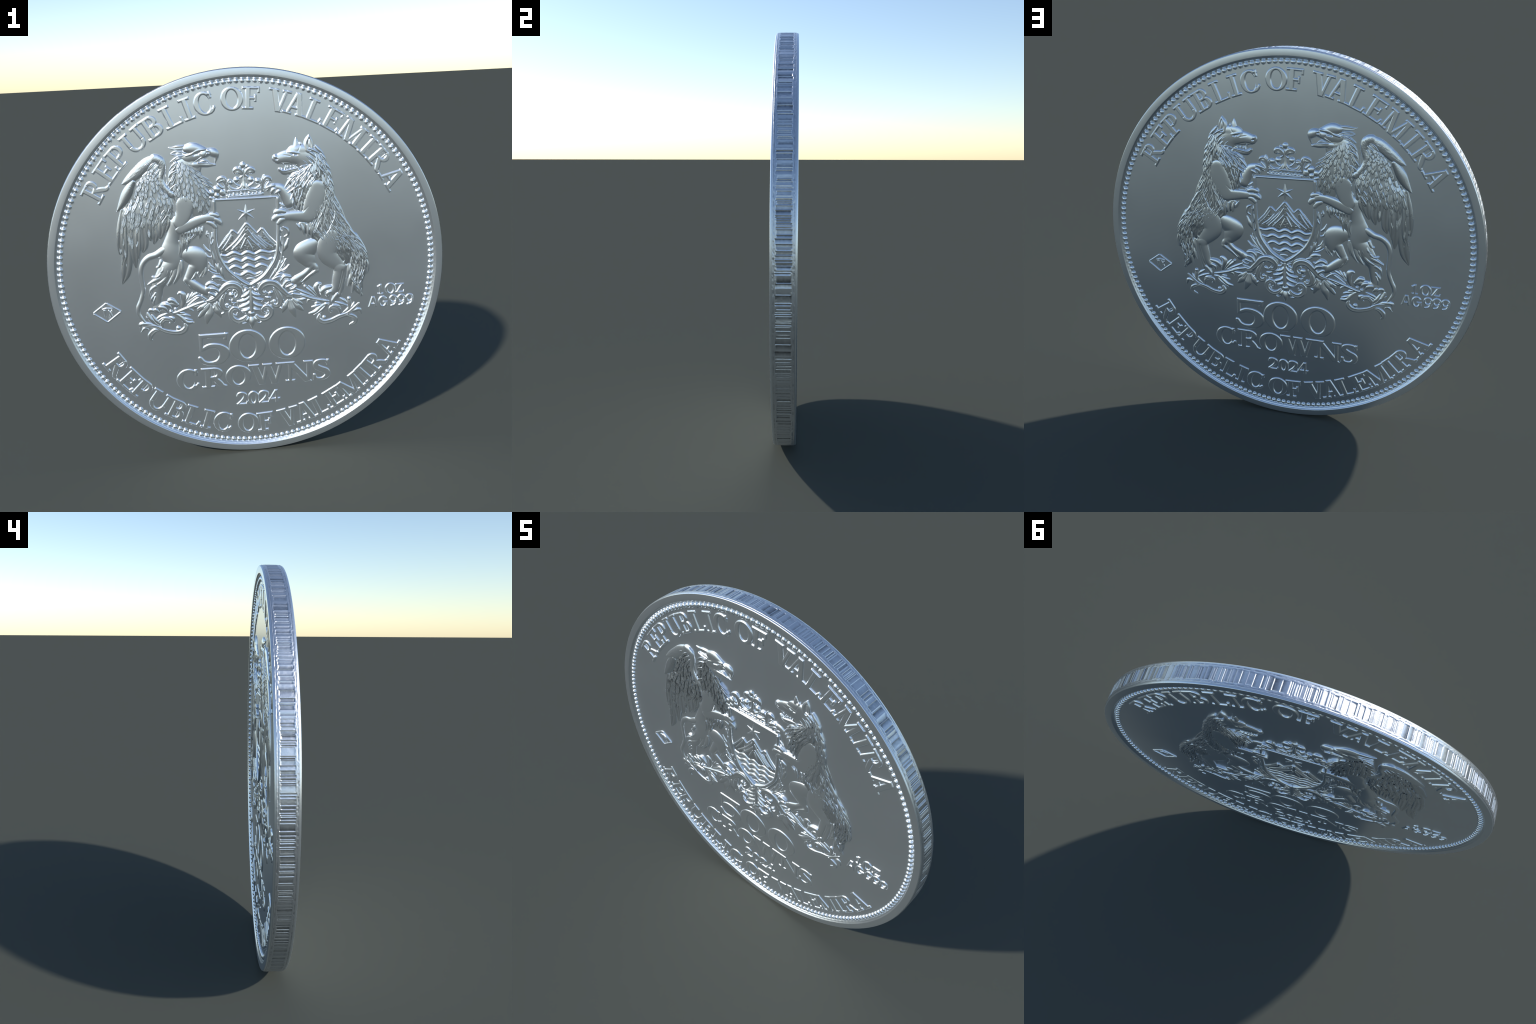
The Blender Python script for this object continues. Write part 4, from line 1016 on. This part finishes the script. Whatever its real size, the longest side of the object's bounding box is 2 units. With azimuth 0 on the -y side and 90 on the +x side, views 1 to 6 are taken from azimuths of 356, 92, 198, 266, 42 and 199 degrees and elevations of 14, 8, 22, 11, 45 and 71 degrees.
gp("ear", [(-268, 610, 7.6), (-299, 619, 5.9), (-327, 622, 4.2), (-349, 612, 2.5)], 8)
gp("ear", [(-268, 604, 5.9), (-297, 601, 6.8), (-328, 605, 5.1), (-349, 612, 2.5)], 8)
gp("ear", [(-292, 611, 5.1), (-308, 611, 6.8), (-323, 612, 3.4)], 5)
# near arm
for i in range(7):
    f = i / 6
    a, b = [(-320, 234, 0.4)], [(-217, 250, 0.4)]
    c, d = [(-331, 203, 0.4)], [(-237, 205, 0.4)]
    x0, y0 = a[0][0] + (b[0][0] - a[0][0]) * f, a[0][1] + (b[0][1] - a[0][1]) * f
    x1, y1 = c[0][0] + (d[0][0] - c[0][0]) * f, c[0][1] + (d[0][1] - c[0][1]) * f
    gp("hackle_feather", [(x0, y0, 4), (x0 * 0.5 + x1 * 0.5 + 4, y0 * 0.5 + y1 * 0.5, 6.5), (x1 + 6, y1 - RNG.uniform(-5, 8), 2)], 5, z=6, prof="groove")
for p in ([(-251, 235, 5.9), (-261, 207, 7.6), (-287, 183, 2.1)], [(-230, 242, 5.9), (-232, 209, 6.8), (-240, 188, 2.1)], [(-285, 217, 5.9), (-291, 183, 7.6), (-302, 154, 2.1)], [(-318, 206, 5.9), (-317, 168, 8.5), (-328, 131, 2.1)], [(-311, 197, 5.1), (-302, 159, 5.9), (-308, 121, 2.1)], [(-340, 187, 5.1), (-335, 148, 5.9), (-347, 106, 2.1)]):
    gp("hackle_feather", p, 5, z=5, prof="groove")
relief("shoulder", "griffin", [S([(-296, 363, 45.7), (-306, 318, 39.8), (-326, 274, 35.5)], 10, z=7, p=0.45)], soft=3)
relief("forearm", "griffin", [S([(-328, 243, 28.8), (-286, 259, 27.1), (-231, 280, 23.7), (-186, 290, 21.2), (-165, 286, 19.5)], 10, z=6), CUT([(-303, 297, 5.9), (-325, 278, 7.6), (-352, 246, 5.1)], 2)], soft=3)
for p in ([(-185, 306, 9.3), (-152, 302, 13.5), (-137, 286, 10.2)], [(-182, 287, 9.3), (-146, 277, 14.4), (-125, 252, 9.3)], [(-203, 272, 9.3), (-171, 259, 13.5), (-153, 231, 10.2)]):
    gp("finger", p, 7, z=6)

# ------------------------------------------------------------------ wolf
group("wolf")
def wp(name, pts, H, z=0, prof="round", **k):
    piece(name, "wolf", pts, H, z=z, prof=prof, **k)
# far arm
relief("forelimb", "wolf", [S([(215, 339, 30.5), (200, 377, 27.9), (177, 412, 24.5), (148, 422, 20.3)], 11)])
for p in ([(153, 432, 8.5), (128, 427, 11), (105, 404, 5.9)], [(156, 417, 8.5), (136, 408, 10.2), (129, 388, 5.9)], [(177, 408, 8.5), (160, 398, 10.2), (147, 389, 5.9)], [(141, 430, 7.6), (116, 424, 9.3), (101, 414, 5.1)]):
    wp("finger", p, 7, z=5)
for p in ([(166, 342, 6.8), (186, 328, 7.6), (210, 323, 3.4)], [(173, 319, 5.9), (193, 305, 6.8), (214, 299, 3.4)]):
    wp("hair_tuft", p, 5, z=1)
# bushy tail
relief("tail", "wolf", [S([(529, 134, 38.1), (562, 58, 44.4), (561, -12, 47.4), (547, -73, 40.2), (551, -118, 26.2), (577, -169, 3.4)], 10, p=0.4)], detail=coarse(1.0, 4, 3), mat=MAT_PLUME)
# hind legs
relief("hindlimb", "wolf", [S([(342, 121, 33.8), (308, 102, 46.5), (277, 78, 49.9), (297, 46, 42.3), (318, 14, 26.2)], 12), S([(309, 19, 22), (334, -0, 19), (342, -18, 15.2)], 9), S([(342, -21, 14.4), (299, -46, 14.4), (251, -78, 16.9)], 8), S([(317, 1, 15.2), (287, -28, 16.1), (243, -55, 20.3)], 10), S([(239, -64, 24.5), (208, -75, 22), (187, -78, 16.9)], 9), CUT([(334, -13, 3.4), (295, -41, 3.4), (264, -70, 2.5)], 2)], soft=3)
for p in ([(214, -44, 9.3), (180, -38, 11), (158, -62, 5.9)], [(213, -62, 9.3), (187, -67, 11), (167, -96, 5.9)], [(225, -81, 9.3), (208, -88, 10.2), (180, -97, 5.1)], [(238, -90, 7.6), (224, -103, 7.6), (203, -108, 4.2)]):
    wp("toe", p, 8, z=4)
# body
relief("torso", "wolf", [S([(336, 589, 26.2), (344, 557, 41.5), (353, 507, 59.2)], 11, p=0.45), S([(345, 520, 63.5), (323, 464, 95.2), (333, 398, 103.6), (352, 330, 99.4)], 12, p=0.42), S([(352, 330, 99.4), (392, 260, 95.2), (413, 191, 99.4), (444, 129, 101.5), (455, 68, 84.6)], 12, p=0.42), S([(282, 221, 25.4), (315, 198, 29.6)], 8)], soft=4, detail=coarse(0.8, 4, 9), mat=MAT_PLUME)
relief("haunch", "wolf", [S([(423, 154, 46.5), (410, 116, 58.4), (402, 69, 51.6), (433, 28, 41.5), (465, -5, 27.9)], 9, z=6), S([(462, -18, 27.9), (451, -62, 25.4), (441, -110, 22.8), (426, -135, 22.8)], 9, z=4.5), S([(492, -7, 14.4), (483, -59, 15.2), (471, -112, 15.2), (460, -156, 12.7)], 9), CUT([(475, -24, 3.4), (465, -76, 3.4), (451, -133, 2.5)], 2)], soft=6)
for p in ([(426, -109, 10.2), (383, -119, 15.2), (361, -144, 8.5)], [(430, -131, 9.3), (399, -142, 11.8), (395, -164, 5.9)], [(451, -142, 9.3), (438, -163, 11.8), (418, -191, 5.1)], [(409, -112, 8.5), (374, -123, 11), (365, -149, 5.1)]):
    wp("toe", p, 8, z=4)
# coat, tail and ruff
fur = patch([(368, 321), (333, 247), (323, 206), (356, 161)], [(421, 442), (456, 315), (517, 193), (571, 95)], 11, 10, 46, 5.0, 2.6, splay=0.10, jitter=0.25, tilt=0.03, up=-0.2)
fur += patch([(357, 203), (373, 168), (415, 148), (439, 104)], [(509, 215), (533, 166), (571, 112), (600, 58)], 8, 8, 36, 4.5, 2.6, splay=0.10, jitter=0.25, tilt=0.03, up=-0.2)
fur += patch([(354, 572), (357, 536), (381, 493), (388, 444), (408, 410)], [(379, 575), (406, 525), (422, 475), (431, 425), (436, 375)], 6, 8, 44, 6.5, 3.6, splay=-0.1, jitter=0.2, tilt=0.06)
fur += patch([(316, 522), (274, 500), (232, 470), (211, 438)], [(366, 543), (373, 494), (355, 462), (338, 431)], 9, 6, 46, 7.0, 4.0, splay=0.1, jitter=0.2, tilt=0.06)
fur += patch([(238, 412), (224, 347), (231, 309)], [(288, 409), (282, 347), (285, 305)], 4, 4, 36, 5.5, 3.4, jitter=0.25)
fur += patch([(507, 122), (523, 52), (514, -9), (513, -71), (547, -131)], [(567, 105), (600, 42), (604, -15), (586, -76), (577, -142)], 6, 9, 44, 5.5, 3.4, splay=0.0, jitter=0.25, tilt=0.05)
coat("wolf", TUFT, fur)
for p in ([(351, 616, 5.9), (371, 593, 9.3), (397, 567, 2.1)], [(379, 579, 5.9), (395, 554, 7.6), (404, 532, 2.1)], [(390, 542, 5.9), (406, 516, 8.5), (426, 493, 2.1)], [(398, 509, 5.9), (418, 479, 8.5), (432, 452, 2.1)], [(405, 468, 5.9), (425, 438, 8.5), (441, 410, 2.1)], [(412, 422, 5.9), (430, 379, 7.6), (443, 345, 2.1)], [(423, 359, 5.9), (451, 303, 7.6), (478, 255, 2.1)], [(455, 294, 5.9), (484, 246, 7.6), (513, 210, 2.1)], [(476, 255, 5.9), (505, 215, 7.6), (526, 175, 2.1)], [(496, 216, 5.9), (529, 171, 8.5), (573, 122, 2.1)], [(525, 158, 5.9), (563, 130, 7.6), (589, 93, 2.1)], [(541, 127, 5.9), (579, 94, 7.6), (607, 57, 2.1)], [(554, 100, 5.9), (588, 67, 7.6), (610, 29, 2.1)]):
    wp("hair_tuft", p, 5.5, z=6, prof="keel")
for p in ([(257, 476, 5.9), (228, 454, 9.3), (194, 413, 2.1)], [(273, 455, 5.9), (239, 428, 8.5), (199, 402, 2.1)], [(289, 442, 5.9), (247, 411, 8.5), (205, 385, 2.1)], [(274, 496, 5.9), (241, 481, 7.6), (220, 462, 2.1)], [(288, 425, 5.1), (267, 402, 7.6), (255, 411, 2.1)]):
    wp("hair_tuft", p, 5.5, z=5, prof="keel")
for p in ([(249, 232, 4.2), (261, 214, 6.8), (266, 195, 1.7)], [(274, 230, 4.2), (281, 200, 7.6), (284, 172, 1.7)], [(303, 228, 5.1), (306, 194, 7.6), (301, 162, 1.7)], [(320, 236, 5.1), (323, 197, 7.6), (322, 159, 1.7)], [(406, 348, 3.4), (388, 294, 5.9), (362, 246, 5.1), (335, 184, 1.7)], [(394, 348, 3.4), (372, 308, 5.1), (346, 263, 1.7)], [(447, 291, 3.4), (438, 241, 5.1), (403, 183, 1.7)], [(371, 253, 3.4), (357, 216, 5.1), (339, 179, 1.7)], [(429, 220, 3.4), (415, 191, 5.1), (385, 155, 1.7)]):
    wp("hair_tuft", p, 4.5, z=9, prof="keel")
for p in ([(506, 9, 5.9), (509, -26, 10.2), (499, -70, 2.5)], [(527, -27, 5.9), (517, -71, 10.2), (502, -114, 2.5)], [(552, -47, 5.1), (534, -99, 10.2), (525, -152, 2.5)], [(569, -75, 5.1), (560, -127, 10.2), (582, -172, 2.1)], [(592, 43, 5.1), (609, -7, 7.6), (606, -51, 2.1)], [(498, 45, 5.9), (484, 11, 9.3), (501, -8, 2.5)]):
    wp("hair_tuft", p, 5.5, z=4, prof="keel")
# head
relief("head", "wolf", [S([(162, 562, 22), (175, 559, 27.1), (207, 564, 33.8), (248, 565, 41.5)], 11, z=1.5), S([(255, 578, 45.7), (293, 559, 55), (317, 546, 42.3)], 12, z=2), S([(291, 523, 33.8), (312, 530, 38.1)], 10, z=2), S([(261, 601, 24.5), (294, 598, 27.1), (318, 594, 16.9)], 10, z=2), CUT([(232, 583, 3.8), (248, 576, 5.9), (265, 575, 3.8)], 3), BUMP([(247, 575, 3.8), (248, 574, 3.8)], 3.5), BUMP([(216, 589, 4.2), (245, 588, 4.7), (273, 581, 4.2)], 1.5), CUT([(278, 612, 4.2), (269, 593, 4.2)], 0.8), BUMP([(153, 575, 10.2), (156, 571, 10.2)], 2.5), CUT([(159, 558, 3.8), (167, 557, 3.4)], 2.5), CUT([(170, 538, 3.4), (206, 542, 3.4), (259, 528, 3.4)], 1.5), CUT([(196, 577, 4.2), (228, 571, 4.2)], 0.8)], soft=3)
relief("jaw", "wolf", [S([(177, 506, 11), (200, 493, 16.1), (246, 497, 17.8), (283, 507, 24.5), (312, 510, 29.6)], 10), BUMP([(171, 512, 4.2), (192, 499, 4.2), (242, 506, 4.2), (267, 510, 3.4)], 2)], soft=2)
for p in ([(185, 505, 3.4), (187, 515, 1.3)], [(177, 510, 2.5), (178, 518, 1.3)], [(201, 506, 4.2), (206, 526, 1.7)], [(213, 510, 5.9), (216, 524, 3.4)], [(230, 513, 5.1), (232, 527, 2.5)], [(194, 537, 3.4), (195, 521, 1.3)], [(242, 518, 3.4), (249, 526, 2.1)]):
    wp("tooth", p, 6, z=3)
for p in ([(314, 590, 4.2), (334, 577, 7.6), (358, 556, 2.1)], [(313, 570, 4.2), (333, 553, 7.6), (353, 528, 2.1)], [(313, 550, 4.2), (329, 533, 7.6), (344, 506, 2.1)], [(300, 531, 4.2), (316, 514, 7.6), (327, 489, 2.1)], [(287, 519, 4.2), (299, 502, 7.6), (302, 478, 2.1)], [(266, 508, 4.2), (274, 492, 7.6), (265, 468, 2.1)], [(318, 602, 4.2), (343, 593, 6.8), (371, 575, 2.1)], [(280, 552, 2.5), (300, 539, 4.2), (320, 517, 1.7)], [(293, 572, 2.5), (313, 562, 4.2), (333, 541, 1.7)]):
    wp("hair_tuft", p, 5, z=9, prof="keel")
relief("ear", "wolf", [S([(320, 596, 26.2), (320, 630, 22.8), (324, 665, 3.8)], 12, z=3), CUT([(325, 602, 12.7), (323, 626, 14.4), (325, 652, 3.4)], 8), BUMP([(329, 600, 5.1), (326, 622, 5.9), (325, 642, 2.1)], 3)], soft=2)
relief("ear", "wolf", [S([(261, 617, 16.1), (261, 637, 11), (260, 657, 2.5)], 9), CUT([(270, 621, 3.4), (265, 645, 2.5)], 2)], soft=2)
wp("ear", [(280, 616, 5.9), (281, 628, 5.9), (279, 636, 3.4)], 7, z=2)
# near arm
relief("arm", "wolf", [S([(356, 409, 38.1), (346, 351, 52.5), (328, 294, 48.2), (308, 262, 29.6)], 9, z=7.5), S([(317, 270, 35.5), (283, 268, 30.5), (225, 273, 23.7), (184, 272, 20.3)], 9, z=7), CUT([(284, 291, 5.1), (310, 316, 3.4)], 1.0)], soft=4)
for p in ([(201, 294, 9.3), (168, 302, 14.4), (137, 294, 10.2)], [(196, 277, 9.3), (155, 274, 14.4), (127, 257, 9.3)], [(196, 261, 9.3), (170, 254, 14.4), (153, 230, 9.3)]):
    wp("finger", p, 7, z=7)
